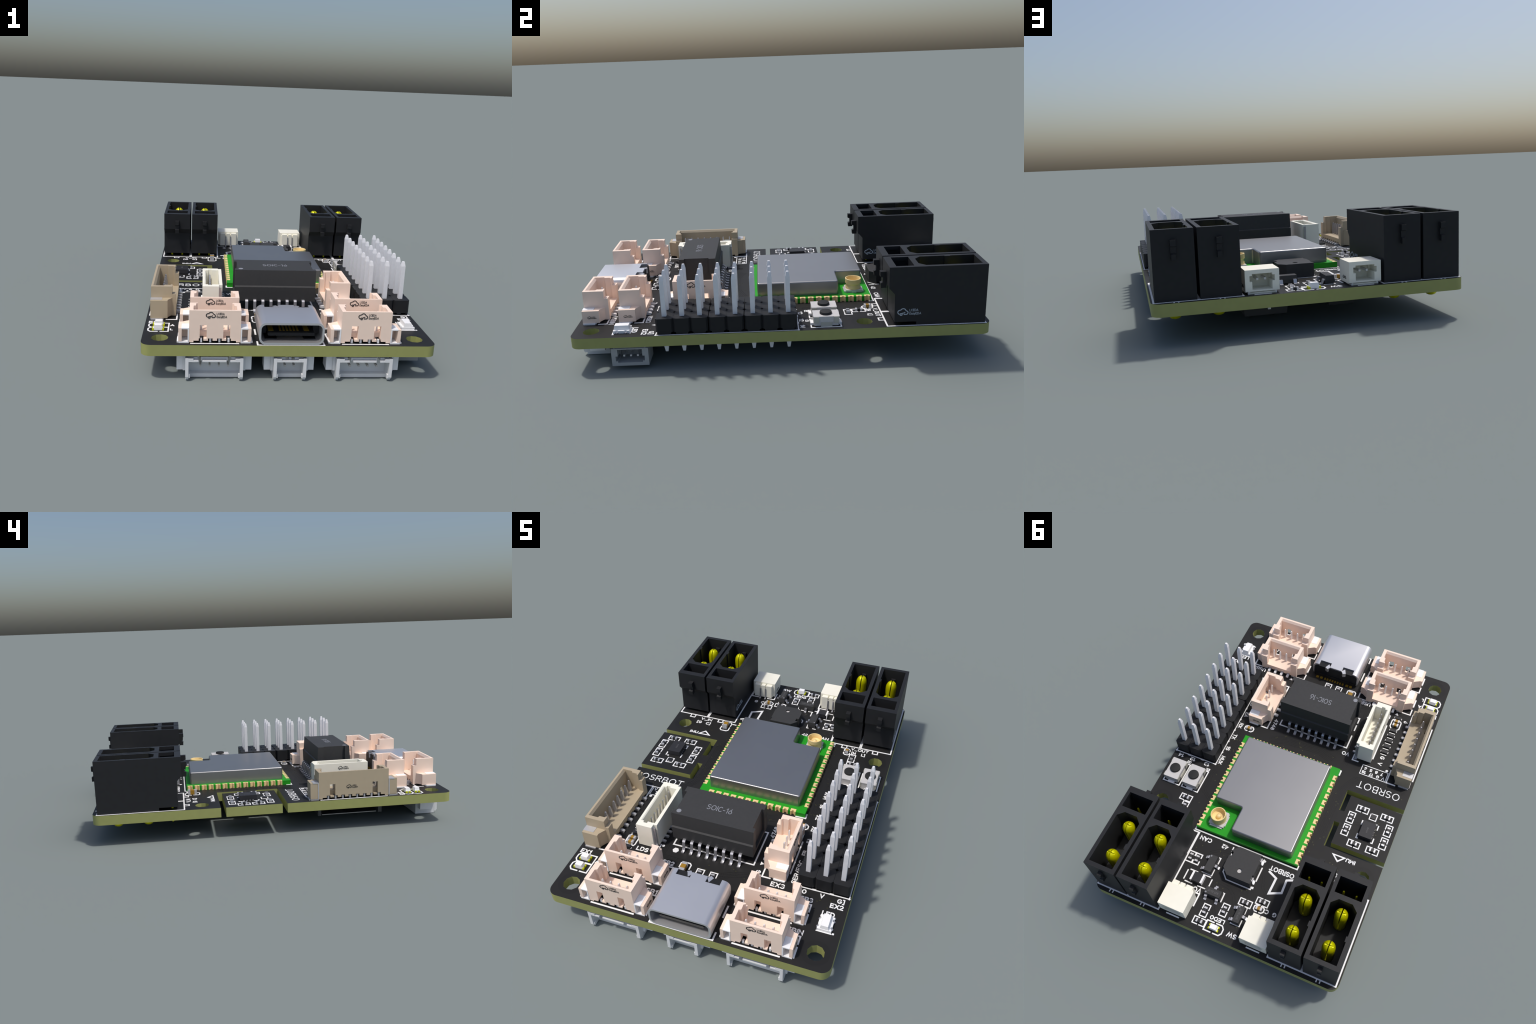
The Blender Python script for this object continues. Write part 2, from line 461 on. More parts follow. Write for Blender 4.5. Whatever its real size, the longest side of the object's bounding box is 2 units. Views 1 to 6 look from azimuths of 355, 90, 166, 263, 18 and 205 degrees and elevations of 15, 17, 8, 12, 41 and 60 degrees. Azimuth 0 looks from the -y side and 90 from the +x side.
# ------------------------------------------------------------------ pink / tan wire sockets
def wire_socket(n, key, tab_top=0.0705, window=0.053, blade=False, name="wire_socket"):
    """Vertical wire-to-board socket. Local frame: front wall on y=0 facing -y, z=0 on the board."""
    hw = 0.1163 + (n - 4) * P125 / 2
    H = 0.156
    tw = hw + 0.048
    bd = 0.004
    out = [(-hw, 0), (hw, 0), (hw, 0.104), (hw, 0.123), (-hw, 0.123), (-hw, 0.104)]
    body = M().prism([(-hw, 0), (hw, 0), (hw, 0.123), (-hw, 0.123)], bd, H, key)
    c = M()
    # cavity, wider near the front wall, narrower behind the guide ribs
    c.prism([(-hw + 0.0185, 0.020), (hw - 0.0185, 0.020), (hw - 0.0185, 0.062), (hw - 0.029, 0.066), (hw - 0.029, 0.094),
             (hw - 0.037, 0.098), (hw - 0.037, 0.16), (-hw + 0.037, 0.16), (-hw + 0.037, 0.098), (-hw + 0.029, 0.094),
             (-hw + 0.029, 0.066), (-hw + 0.0185, 0.062)], 0.044, H + 0.03, key)
    # back posts stand lower than the walls
    c2 = M().box(-hw - 0.02, hw + 0.02, 0.104, 0.2, 0.1165, H + 0.03, key)
    # chamfered lead-in on the rim
    c3 = M().prism([(0.0095, H + 0.001), (0.021, H - 0.013), (0.021, H + 0.02), (0.0095, H + 0.02)], -hw + 0.0185, hw - 0.0185, key, "x")
    # windows and foot notches in the front wall
    c4 = M()
    for sx in (-1, 1):
        c4.box(sx * window - 0.0155, sx * window + 0.0155, -0.02, 0.030, 0.021, 0.0865, key)
    c4.box(-hw + 0.020, hw - 0.020, -0.02, 0.14, -0.02, 0.0113, key)
    c5 = M()
    for i in range(n):
        px = (i - (n - 1) / 2) * P125
        c5.box(px - 0.0105, px + 0.0105, -0.02, 0.14, -0.03, 0.0225, key)
    me = carve(body, c, c2, c3, c4, c5)
    ex = M()
    for sx in (-1, 1):
        # side wings with a slanted rear face
        a, b = sx * hw, sx * tw
        lo, hi = 0.008, tab_top
        inner = 0.0065 if blade else 0.033
        cut = 0.056
        if sx > 0:
            pts = [(a - 0.001, cut), (a + inner, cut), (a + inner, 0.0), (b, 0.0), (b, 0.084), (b - 0.014, 0.084), (a - 0.001, 0.105)]
        else:
            pts = [(b, 0.0), (a - inner, 0.0), (a - inner, cut), (a + 0.001, cut), (a + 0.001, 0.105), (b + 0.014, 0.084), (b, 0.084)]
        ex.prism(pts, lo, hi, key)
        # folded solder clip
        tab = "dulltin" if blade else "tin"
        t = 0.0055
        lo_x, hi_x = sorted((a + sx * 0.0005, a + sx * 0.034))
        ex.box(lo_x, hi_x, -0.0012, 0.0555, hi - t + 0.0015, hi + 0.0015, tab)
        wx0, wx1 = sorted((a + sx * 0.0005, a + sx * (0.0005 + t)))
        ex.box(wx0, wx1, -0.0012, 0.0555, 0.004, hi - t + 0.0015, tab)
        fx0, fx1 = sorted((a + sx * 0.0005, b - sx * 0.002))
        ex.box(fx0, fx1, -0.0012, 0.066, -0.0005, 0.0065, tab)
        gx0, gx1 = sorted((b - sx * 0.006, b + sx * 0.007))
        ex.box(gx0, gx1, 0.004, 0.0605, -0.0003, 0.0072, tab)
    clips = ex.mesh(name + "_wing")
    pin = M()
    if blade:
        rows = ((0.040, 0.0075, 0.004), (0.062, 0.0105, 0.0045), (0.088, 0.0085, 0.004), (0.112, 0.0045, 0.0035), (0.116, 0.003, 0.0028))
        for (z0, b0, a0), (z1, b1, a1) in zip(rows, rows[1:]):
            pin.taper(0, 0.053, z0, z1, a0, b0, a1, b1, "steel")
    else:
        pin.taper(0, 0.053, 0.040, 0.108, 0.0043, 0.0043, 0.0043, 0.0043, "pinwhite")
        pin.taper(0, 0.053, 0.108, 0.1135, 0.0043, 0.0043, 0.0025, 0.0025, "pinwhite")
    # tail: rises out of the floor and runs to the rear as a solder foot
    tk = "lead" if blade else "pinwhite"
    pin.prism([(0.06, 0.0004), (0.141, 0.0004), (0.1455, 0.004), (0.1455, 0.0095), (0.141, 0.0135), (0.126, 0.0150), (0.06, 0.0150)],
              -0.0068, 0.0068, tk, "x")
    pin.box(-0.0045, 0.0045, 0.007, 0.018, 0.0005, 0.019, tk)
    return me, clips, pin.mesh("contact")

def put_socket(parts, n, nm, loc, deg):
    me, clips, pin = parts
    r = (0, 0, math.radians(deg))
    b = place(me, nm, loc=loc, rot=r)
    place(clips, "solder_wing", b)
    for i in range(n):
        place(pin, "contact_pin", b, loc=((i - (n - 1) / 2) * P125, 0, 0))
    return b

pink_parts = wire_socket(4, "pink")
tan_parts = wire_socket(8, "tan", tab_top=0.098, window=0.122, blade=True)
sockets = []
for loc, deg in (((-0.3465, -0.974, ZT), 0), ((-0.3465, -0.795, ZT), 0), ((0.3465, -0.974, ZT), 0),
                 ((0.3465, -0.795, ZT), 0), ((0.3625, -0.4235, ZT), 90)):
    sockets.append(put_socket(pink_parts, 4, "wire_socket", loc, deg))
tan_socket = put_socket(tan_parts, 8, "sensor_socket", (-0.659, -0.435, ZT), -90)

mark_pink = car_cloud_mark(0.041, "silkblack").mesh("maker_mark")
for s in sockets:
    place(mark_pink, "maker_mark", s, loc=(-0.0205, -0.0004, 0.133), rot=(pi / 2, 0, 0))
mark_small = car_cloud_mark(0.019, "silkblack").mesh("maker_mark_small")
for s in sockets:
    place(mark_small, "maker_mark", s, loc=(0.1647, 0.036, 0.036), rot=(pi / 2, 0, pi / 2))
place(car_cloud_mark(0.028, "silkblack"), "maker_mark", tan_socket, loc=(-0.028, -0.0004, 0.068), rot=(pi / 2, 0, 0))

# ------------------------------------------------------------------ slim cream socket
def build_slim_socket():
    x0, x1, y0, y1, H = -0.4055, -0.3045, -0.5905, -0.2665, 0.146
    b = M().prism([(x0, y0), (-0.3225, y0), (-0.3225, y0 + 0.025), (x1, y0 + 0.025), (x1, y1 - 0.010), (-0.3225, y1 - 0.010),
                   (-0.3225, y1), (x0, y1)], 0.006, H, "cream")
    c = M().box(-0.389, -0.3205, -0.5555, -0.2995, 0.03, H + 0.02, "cream")
    c.box(-0.377, -0.357, -0.566, -0.2905, 0.05, H + 0.02, "cream")
    c.prism([(-0.389, H - 0.004), (-0.3885, H - 0.004), (-0.3885, H + 0.02), (-0.396, H + 0.02), (-0.396, H + 0.001)], -0.557, -0.298, "cream", "y")
    me = carve(b, c)
    ob = place(me, "slim_socket", loc=(0, 0, ZT))
    pin = M()
    pin.taper(0, 0, 0.028, 0.115, 0.0042, 0.0055, 0.0042, 0.0055, "steel").taper(0, 0, 0.115, 0.121, 0.0042, 0.0055, 0.002, 0.003, "steel")
    pin.prism([(0.045, 0.0004), (0.080, 0.0004), (0.084, 0.0035), (0.084, 0.0080), (0.080, 0.0115), (0.045, 0.0125)], -0.0052, 0.0052, "lead", "y")
    pm = pin.mesh("contact")
    for i in range(8):
        place(pm, "contact_pin", ob, loc=(-0.367, -0.534 + i * P100, 0))
    clip = M()
    for yy in (y0 + 0.003, y1 - 0.0105):
        clip.box(-0.322, -0.309, yy + 0.008, yy + 0.014, 0.0, 0.135, "steel")
        clip.box(-0.3225, -0.3085, yy, yy + 0.02, -0.0002, 0.007, "steel")
    place(clip, "solder_clip", ob)
    mk = car_cloud_mark(0.028, "silkblack")
    place(mk, "maker_mark", ob, loc=(-0.4059, -0.425, 0.118), rot=(pi / 2, 0, -pi / 2))
build_slim_socket()

# ------------------------------------------------------------------ wide body chip
def build_wide_chip():
    cx, cy = -0.0295, -0.4255
    prof = [(-0.108, 0.052), (0.108, 0.052), (0.1105, 0.128), (0.1035, 0.134), (0.098, 0.2155), (-0.098, 0.2155), (-0.1035, 0.134), (-0.1105, 0.128)]
    b = M().prism(prof, -0.2105, 0.2105, "chip", "x")
    c = M()
    for sx in (-1, 1):
        e = sx * 0.2105
        lo, hi = sorted((e - sx * 0.0135, e + sx * 0.03))
        c.box(lo, hi, -0.070, 0.062, 0.072, 0.24, "chip")
    me = carve(b, c)
    ob = place(me, "wide_chip", loc=(cx, cy, ZT))
    lead = M().prism([(-0.098, 0.062), (-0.098, 0.054), (-0.1165, 0.054), (-0.121, 0.049), (-0.1275, 0.009), (-0.133, 0.0),
                      (-0.152, 0.0), (-0.152, 0.0075), (-0.138, 0.0085), (-0.1325, 0.015), (-0.1265, 0.055), (-0.119, 0.062)], -0.0072, 0.0072, "steel", "x").mesh("lead")
    for i in range(8):
        for side in (0, 1):
            place(lead, "chip_lead", ob, loc=((i - 3.5) * P127 * (1 if not side else -1), 0, 0), rot=(0, 0, pi * side))
    t = pen_text("SOIC-16", 0.0345, 0.130, 0.0036, "silkgrey", 0.0006)
    place(t, "printed_marking", ob, loc=(0.004, -0.003, 0.2154))
    place(M().prism([(0.012 * math.cos(2 * pi * i / 20), 0.012 * math.sin(2 * pi * i / 20)) for i in range(20)], 0, 0.0006, "silkgrey"),
          "pin_one_dot", ob, loc=(-0.180, -0.074, 0.2154))
build_wide_chip()

# ------------------------------------------------------------------ pin headers
HX, HY0 = 0.545, -0.548
def build_headers():
    cell = M()
    h, c = PITCH / 2 - 0.0005, 0.0088
    top = 0.0815
    oct_ = [(-h + c, -h), (h - c, -h), (h, -h + c), (h, h - c), (h - c, h), (-h + c, h), (-h, h - c), (-h, -h + c)]
    cell.prism(oct_, 0.0125, top, "header")
    cell.box(-h + 0.001, -h + 0.014, -h + 0.013, h - 0.013, 0.0, 0.0125, "header")
    cell.box(h - 0.014, h - 0.001, -h + 0.013, h - 0.013, 0.0, 0.0125, "header")
    core = M().box(-h, h, -h + c, h - c, 0.014, top - 0.03, "header")
    pin = M()
    a = 0.0106
    zt, zb = 0.4585 - ZT, 0.0755 - ZT
    pin.taper(0, 0, zb, zb + 0.028, 0.0062, 0.0062, a, a, "pinwhite")
    pin.taper(0, 0, zb + 0.028, zt - 0.024, a, a, a, a, "pinwhite")
    pin.taper(0, 0, zt - 0.024, zt - 0.004, a, a, 0.0066, 0.0066, "pinwhite")
    pin.taper(0, 0, zt - 0.004, zt, 0.0066, 0.0066, 0.0052, 0.0052, "pinwhite")
    pm = pin.mesh("header_pin")
    for rows in ((0, 1, 2), (3, 4), (5, 6, 7)):
        mid = sum(rows) / len(rows)
        blk = M()
        for r in rows:
            shrink = (r - mid) * -0.0018
            for k in range(3):
                blk.join(cell, Matrix.Translation(((k - 1) * PITCH, (r - mid) * PITCH + shrink, 0)))
        ob = place(blk, "pin_header", loc=(HX, HY0 + mid * PITCH, ZT))
        for r in rows:
            for k in range(3):
                place(pm, "header_pin", ob, loc=((k - 1) * PITCH, (r - mid) * PITCH, 0))
build_headers()

# ------------------------------------------------------------------ power sockets
def power_socket_mesh():
    w = 0.0850
    prof = [(0.645, 0.0015), (0.972, 0.0015), (0.972, 0.2915), (0.5135, 0.2915), (0.5135, 0.190), (0.541, 0.158), (0.541, 0.0185), (0.645, 0.0185)]
    b = M().prism(prof, -w, w, "black", "x")
    c1 = M().box(-0.0675, 0.0675, 0.547, 0.6315, 0.045, 0.33, "black")
    c1.box(-0.0735, 0.0735, 0.552, 0.627, 0.045, 0.272, "black")
    c2 = M().prism([(-0.0655, 0.687), (-0.0345, 0.6575), (0.0345, 0.6575), (0.0655, 0.687), (0.0655, 0.950), (-0.0655, 0.950),
                    (-0.0655, 0.834), (-0.0590, 0.834), (-0.0590, 0.807), (-0.0655, 0.807)], 0.075, 0.33, "black")
    me = carve(b, c1, c2)
    x = M()
    lw = 0.0125
    # keying latches front and back
    x.prism([(0.5145, 0.166), (0.488, 0.166), (0.486, 0.190), (0.497, 0.194), (0.497, 0.219), (0.4845, 0.223), (0.4845, 0.2475), (0.5145, 0.2475)][::-1], -lw, lw, "black", "x")
    x.prism([(0.9715, 0.1965), (0.984, 0.1965), (0.984, 0.222), (0.993, 0.225), (0.993, 0.2495), (0.9715, 0.2495)], -lw * 0.9, lw * 0.9, "black", "x")
    x.prism([(0.9715, 0.1685), (0.993, 0.1685), (0.993, 0.192), (0.984, 0.1965), (0.9715, 0.1965)], -lw * 0.75, lw * 0.75, "black", "x")
    x.box(-0.0125, 0.0125, 0.937, 0.9505, 0.08, 0.235, "black")
    latch = x.mesh("latch")
    pin = M()
    r = 0.0325
    prof = [(r * 0.93, 0.070), (r, 0.08), (r, 0.222)] + [(r * math.cos(math.radians(a)), 0.222 + 0.046 * math.sin(math.radians(a))) for a in (12, 24, 36, 48, 60, 70, 80, 87)]
    pin.lathe(0, 0, prof, 28, "yellow")
    cut1 = M().box(-0.0032, 0.0032, -0.05, 0.05, 0.105, 0.3, "yellow")
    cut2 = M().prism([(-0.0035, 0.3), (-0.0035, 0.256), (0.0035, 0.256), (0.0035, 0.3)], -0.05, 0.05, "yellow", "x")
    pm = smooth_by_angle(carve(pin, cut1, cut2), 40)
    sig = M().lathe(0, 0, [(0.0065, -0.075), (0.0065, 0.168), (0.0055, 0.175), (0.003, 0.179)], 10, "yellow").mesh("signal_pin")
    smooth_by_angle(sig, 40)
    tail = smooth_by_angle(M().lathe(0, 0, [(0.004, -0.0925), (0.013, -0.0912), (0.021, -0.0870), (0.0270, -0.0790), (0.0295, -0.0680), (0.0300, -0.0525)], 20, "yellow").mesh("solder_joint"), 50)
    return me, latch, pm, sig, tail

pw = power_socket_mesh()
power_sockets = []
for cx in (-0.5792, -0.3965, 0.3965, 0.5792):
    ob = place(pw[0], "power_socket", loc=(cx, 0, ZT))
    place(pw[1], "latch", ob)
    for py in (0.705, 0.869):
        place(pw[2], "power_pin", ob, loc=(0, py, 0))
        place(pw[4], "solder_joint", ob, loc=(0, py + 0.003, 0))
    for sx in (-0.0335, 0.0335):
        place(pw[3], "signal_pin", ob, loc=(sx, 0.5740, 0))
    power_sockets.append(ob)
pale_mark = car_cloud_mark(0.0485, "silkpale").mesh("maker_mark_pale")
for ob in (power_sockets[1], power_sockets[3]):
    place(pale_mark, "maker_mark", ob, loc=(0.0854, 0.580, 0.068), rot=(pi / 2, 0, pi / 2))

# ------------------------------------------------------------------ side-entry small sockets
def side_socket(n, key):
    """Opening faces +y; local x centred, y from 0 (rear) to 0.12, z=0 on the board."""
    hw = 0.0722 + (n - 2) * P100 / 2
    b = M().prism([(0, 0.008), (0.107, 0.008), (0.120, 0.012), (0.120, 0.102), (0, 0.102)], -hw, hw, key, "x")
    iw = hw - 0.0295
    c = M().box(-iw, iw, 0.03, 0.14, 0.018, 0.0855, key)
    c.box(-iw - 0.0105, iw + 0.0105, 0.045, 0.14, 0.0525, 0.0775, key)
    me = carve(b, c)
    x = M()
    x.prism([(0, 0.0005), (0.094, 0.0005), (0.117, 0.0005), (0.1195, 0.0085), (0, 0.0085)], -hw + 0.016, hw - 0.016, key, "x")
    edges = [-hw + 0.011] + [(i - (n - 1) / 2) * P100 for i in range(n)] + [hw - 0.011]
    for a, bb in zip(edges, edges[1:]):
        x.box(a + 0.0045, bb - 0.0045, -0.024, -0.0003, 0.008, 0.0935, key)
    x.box(-hw + 0.012, hw - 0.012, -0.012, -0.0005, 0.008, 0.084, key)
    for sx in (-1, 1):
        x.box(*sorted((sx * (hw - 0.020), sx * (hw - 0.0115))), 0.05, 0.116, -0.0004, 0.0115, "tin")
    slats = x.mesh("rear_slat")
    pin = M().box(-0.0045, 0.0045, 0.02, 0.098, 0.055, 0.064, "solder")
    pin.prism([(-0.0005, 0.074), (-0.028, 0.074), (-0.031, 0.006), (-0.043, 0.0055), (-0.043, 0.0), (-0.0255, 0.0), (-0.020, 0.068), (-0.0005, 0.068)], -0.004, 0.004, "steel", "x")
    return me, slats, pin.mesh("contact")

def put_side(parts, n, loc, rot):
    b = place(parts[0], "side_socket", loc=loc, rot=rot)
    place(parts[1], "rear_slat", b)
    for i in range(n):
        place(parts[2], "contact_pin", b, loc=((i - (n - 1) / 2) * P100, 0, 0))
    return b

s2 = side_socket(2, "ivory")
for cx in (-0.2255, 0.2240):
    b = put_side(s2, 2, (cx, 0.846, ZT), (0, 0, 0))
    mk = car_cloud_mark(0.018, "silkblack")
    place(mk, "maker_mark", b, loc=(0.0725, 0.05, 0.03), rot=(pi / 2, 0, pi / 2))
s3 = side_socket(3, "slate")
put_side(s3, 3, (0.5445, -0.7225, ZB), (pi, 0, pi / 2))

# ------------------------------------------------------------------ underside front sockets
def edge_socket(hw, pins, name):
    """Hangs below the board, opening to the front. Local y=0 is the front of the arms."""
    D = -ZB
    b = M()
    b.box(-hw, hw, 0.018, 0.134, D, -0.012, "white")
    c = M()
    c.box(-hw + 0.0145, hw - 0.0145, -0.05, 0.075, D + 0.0175, -0.030, "white")
    c.box(-hw + 0.0145, hw - 0.0145, -0.05, 0.045, D - 0.02, D + 0.03, "white")
    for sx in (-1, 1):
        c.box(sx * (hw - 0.062) - 0.008, sx * (hw - 0.062) + 0.008, -0.05, 0.065, -0.031, 0.0, "white")
    me = carve(b, c)
    x = M()
    for sx in (-1, 1):
        arm = [(0.0, -0.012), (0.0, D + 0.020), (0.006, D + 0.0115), (0.0185, D + 0.0115), (0.0185, -0.012)]
        lo, hi = sorted((sx * hw, sx * (hw - 0.0145)))
        x.prism(arm, lo, hi, "white", "x")
        lo, hi = sorted((sx * (hw - 0.0148), sx * (hw - 0.021)))
        x.box(lo, hi, 0.004, 0.017, D + 0.014, D + 0.032, "white")
        lo, hi = sorted((sx * (hw + 0.0005), sx * (hw + 0.041)))
        x.box(lo, hi, 0.045, 0.120, D + 0.037, -0.001, "tin")
        lo, hi = sorted((sx * (hw + 0.0005), sx * (hw + 0.012)))
        x.box(lo, hi, 0.030, 0.044, D + 0.040, -0.002, "white")
    pe = (pins - 1) / 2 * P127
    if pins == 2:
        spans = ((-hw + 0.0144, hw - 0.0144),)
    else:
        spans = ((-hw + 0.0144, -pe - 0.0085), (-pe + 0.0085, pe - 0.0085), (pe + 0.0085, hw - 0.0144))
    for lo, hi in spans:
        x.box(lo, hi, 0.0004, 0.0178, -0.0295, -0.0215, "white")
    for sx in (-1, 1):
        lo, hi = sorted((sx * (hw - 0.0142), sx * (hw - 0.036)))
        x.box(lo, hi, 0.0002, 0.0178, -0.0215, -0.0135, "white")
    side = x.mesh("side_arm")
    pin = M().box(-0.0042, 0.0042, 0.022, 0.08, -0.060, -0.052, "base").box(-0.0042, 0.0042, 0.055, 0.150, -0.0515, -0.030, "base").box(-0.0045, 0.0045, 0.128, 0.16, -0.031, -0.0005, "solder")
    return me, side, pin.mesh("contact")

for cx, hw, n in ((-0.3465, 0.131, 4), (0.0, 0.0755, 2), (0.3465, 0.131, 4)):
    me, side, pin = edge_socket(hw, n, "edge_socket")
    b = place(me, "edge_socket", loc=(cx, -0.998, ZB))
    place(side, "side_arm", b)
    for i in range(n):
        place(pin, "contact_pin", b, loc=((i - (n - 1) / 2) * P127, 0, 0))

# ------------------------------------------------------------------ underside: card slot, regulators
def build_underside():
    m = M()
    m.box(-0.585, -0.14, -0.586, -0.269, -0.0575, -0.053, "shield")
    slot = place(m, "card_slot", loc=(0, 0, ZB))
    f = M()
    f.box(-0.60, -0.13, -0.614, -0.593, -0.0565, -0.0002, "darkgrey")
    f.box(-0.60, -0.13, -0.260, -0.242, -0.0565, -0.0002, "darkgrey")
    f.box(-0.16, -0.13, -0.592, -0.261, -0.050, -0.0004, "darkgrey")
    place(f, "slot_frame", slot)
    for (cx, cy, a, b, h) in ((0.197, 0.79, 0.098, 0.10, 0.056), (-0.157, 0.79, 0.065, 0.06, 0.050)):
        r = M().taper(0, 0, -h, -0.006, a - 0.006, b - 0.006, a, b, "chip")
        ob = place(r, "regulator_chip", loc=(cx, cy, ZB))
        l = M()
        for i in range(3):
            l.box((i - 1) * 0.075 - 0.018, (i - 1) * 0.075 - 0.006, b - 0.004, b + 0.012, -0.030 if i == 1 else -0.014, -0.0003, "solder")
        place(l, "chip_lead", ob)
    for (x, y) in ((-0.45, 0.10), (-0.50, 0.16), (-0.58, 0.15), (-0.55, 0.22)):
        place(M().box(-0.012, 0.012, -0.007, 0.007, -0.010, -0.0003, "solder"), "solder_pad", loc=(x, y, ZB))
build_underside()

# ------------------------------------------------------------------ USB-C
def build_usb():
    hw, H = 0.1485, 0.1045
    cy0, cy1 = -0.997, -0.750
    r = 0.032
    def ring(w, h0, h1, rr, n=6):
        return rounded(-w, w, h0, h1, rr, n)
    outer = ring(hw, 0.003, H + 0.003, r)
    b = M().prism(outer, cy0, cy1, "usb", "y")
    t = 0.0095
    c = M().prism(ring(hw - t, 0.003 + t, H + 0.003 - t, r - t), cy0 - 0.05, cy1 - 0.11, "usb", "y")
    c2 = M()
    for sx in (-1, 1):
        lo, hi = sorted((sx * 0.038, sx * 0.108))
        c2.prism([(lo + (0.014 if sx > 0 else 0), cy1 - 0.034), (hi - (0.014 if sx < 0 else 0), cy1 - 0.034), (hi, cy1 + 0.05), (lo, cy1 + 0.05)] if False else
                 [(lo, cy1 - 0.033), (hi, cy1 - 0.033), (hi, cy1 + 0.05), (lo, cy1 + 0.05)], H - 0.02, H + 0.05, "usb")
    me = carve(b, c, c2)
    ob = place(me, "usb_socket", loc=(0, 0, ZT), smooth=35)
    k = M()
    k.prism(rounded(-0.108, 0.108, 0.0385, 0.0535, 0.007, 4), cy0 + 0.022, cy1 - 0.10, "header", "y")
    for x, w in ((-0.091, 0.012), (-0.048, 0.0045), (-0.032, 0.0045), (-0.016, 0.0045), (0.0, 0.0045), (0.016, 0.0045), (0.032, 0.0045), (0.073, 0.012)):
        k.box(x - w, x + w, cy0 + 0.045, cy1 - 0.108, 0.0530, 0.0550, "contact")
        k.box(x - w, x + w, cy0 + 0.045, cy1 - 0.108, 0.0370, 0.0390, "contact")
    place(k, "usb_tongue", ob, smooth=35)
    q = M()
    for sx in (-1, 1):
        lo, hi = sorted((sx * 0.1095, sx * (hw - t - 0.0006)))
        q.box(lo, hi, cy0 + 0.085, cy1 - 0.112, 0.026, 0.086, "header")
        lo, hi = sorted((sx * 0.062, sx * (hw - 0.030)))
        q.box(lo, hi, cy0 + 0.048, cy1 - 0.112, 0.0118, 0.0150, "header")
    q.box(-0.118, 0.118, cy0 + 0.060, cy1 - 0.112, 0.0915, 0.0970, "header")
    q.box(-0.130, 0.130, cy1 - 0.1125, cy1 - 0.1105, 0.0145, 0.0960, "header")
    place(q, "usb_lining", ob)
    r_ = M()
    r_.prism(rounded(-hw + 0.0105, hw - 0.0105, 0.002, H - 0.0075, r - 0.009, 6), cy1 - 0.028, cy1 + 0.0035, "header", "y")
    r_.box(-0.125, 0.125, cy1 + 0.0035, cy1 + 0.008, 0.001, 0.03, "header")
    place(r_, "usb_back", ob, smooth=35)
    s = M()
    for sx in (-1, 1):
        # bent shell tongues beside the notches
        s.prism([(sx * 0.052, cy1 - 0.026), (sx * 0.036, cy1 - 0.004), (sx * 0.050, cy1 + 0.012), (sx * 0.066, cy1 + 0.004)][::sx], H - 0.034, H - 0.004, "usb")
    place(s, "shell_tongue", ob)
    c = M()
    for x, w in ((0.110, 0.0085), (0.0845, 0.0085), (0.0600, 0.0050), (0.0435, 0.0050), (0.0265, 0.0050), (0.0100, 0.0050), (-0.0067, 0.0050),
                 (-0.0235, 0.0050), (-0.0403, 0.0050), (-0.0573, 0.0050), (-0.0845, 0.0085), (-0.109, 0.0085)):
        c.box(x - w, x + w, cy1 + 0.002, cy1 + 0.023, -0.0003, 0.0045, "contact")
    place(c, "solder_contact", ob, kind="stuff")
build_usb()

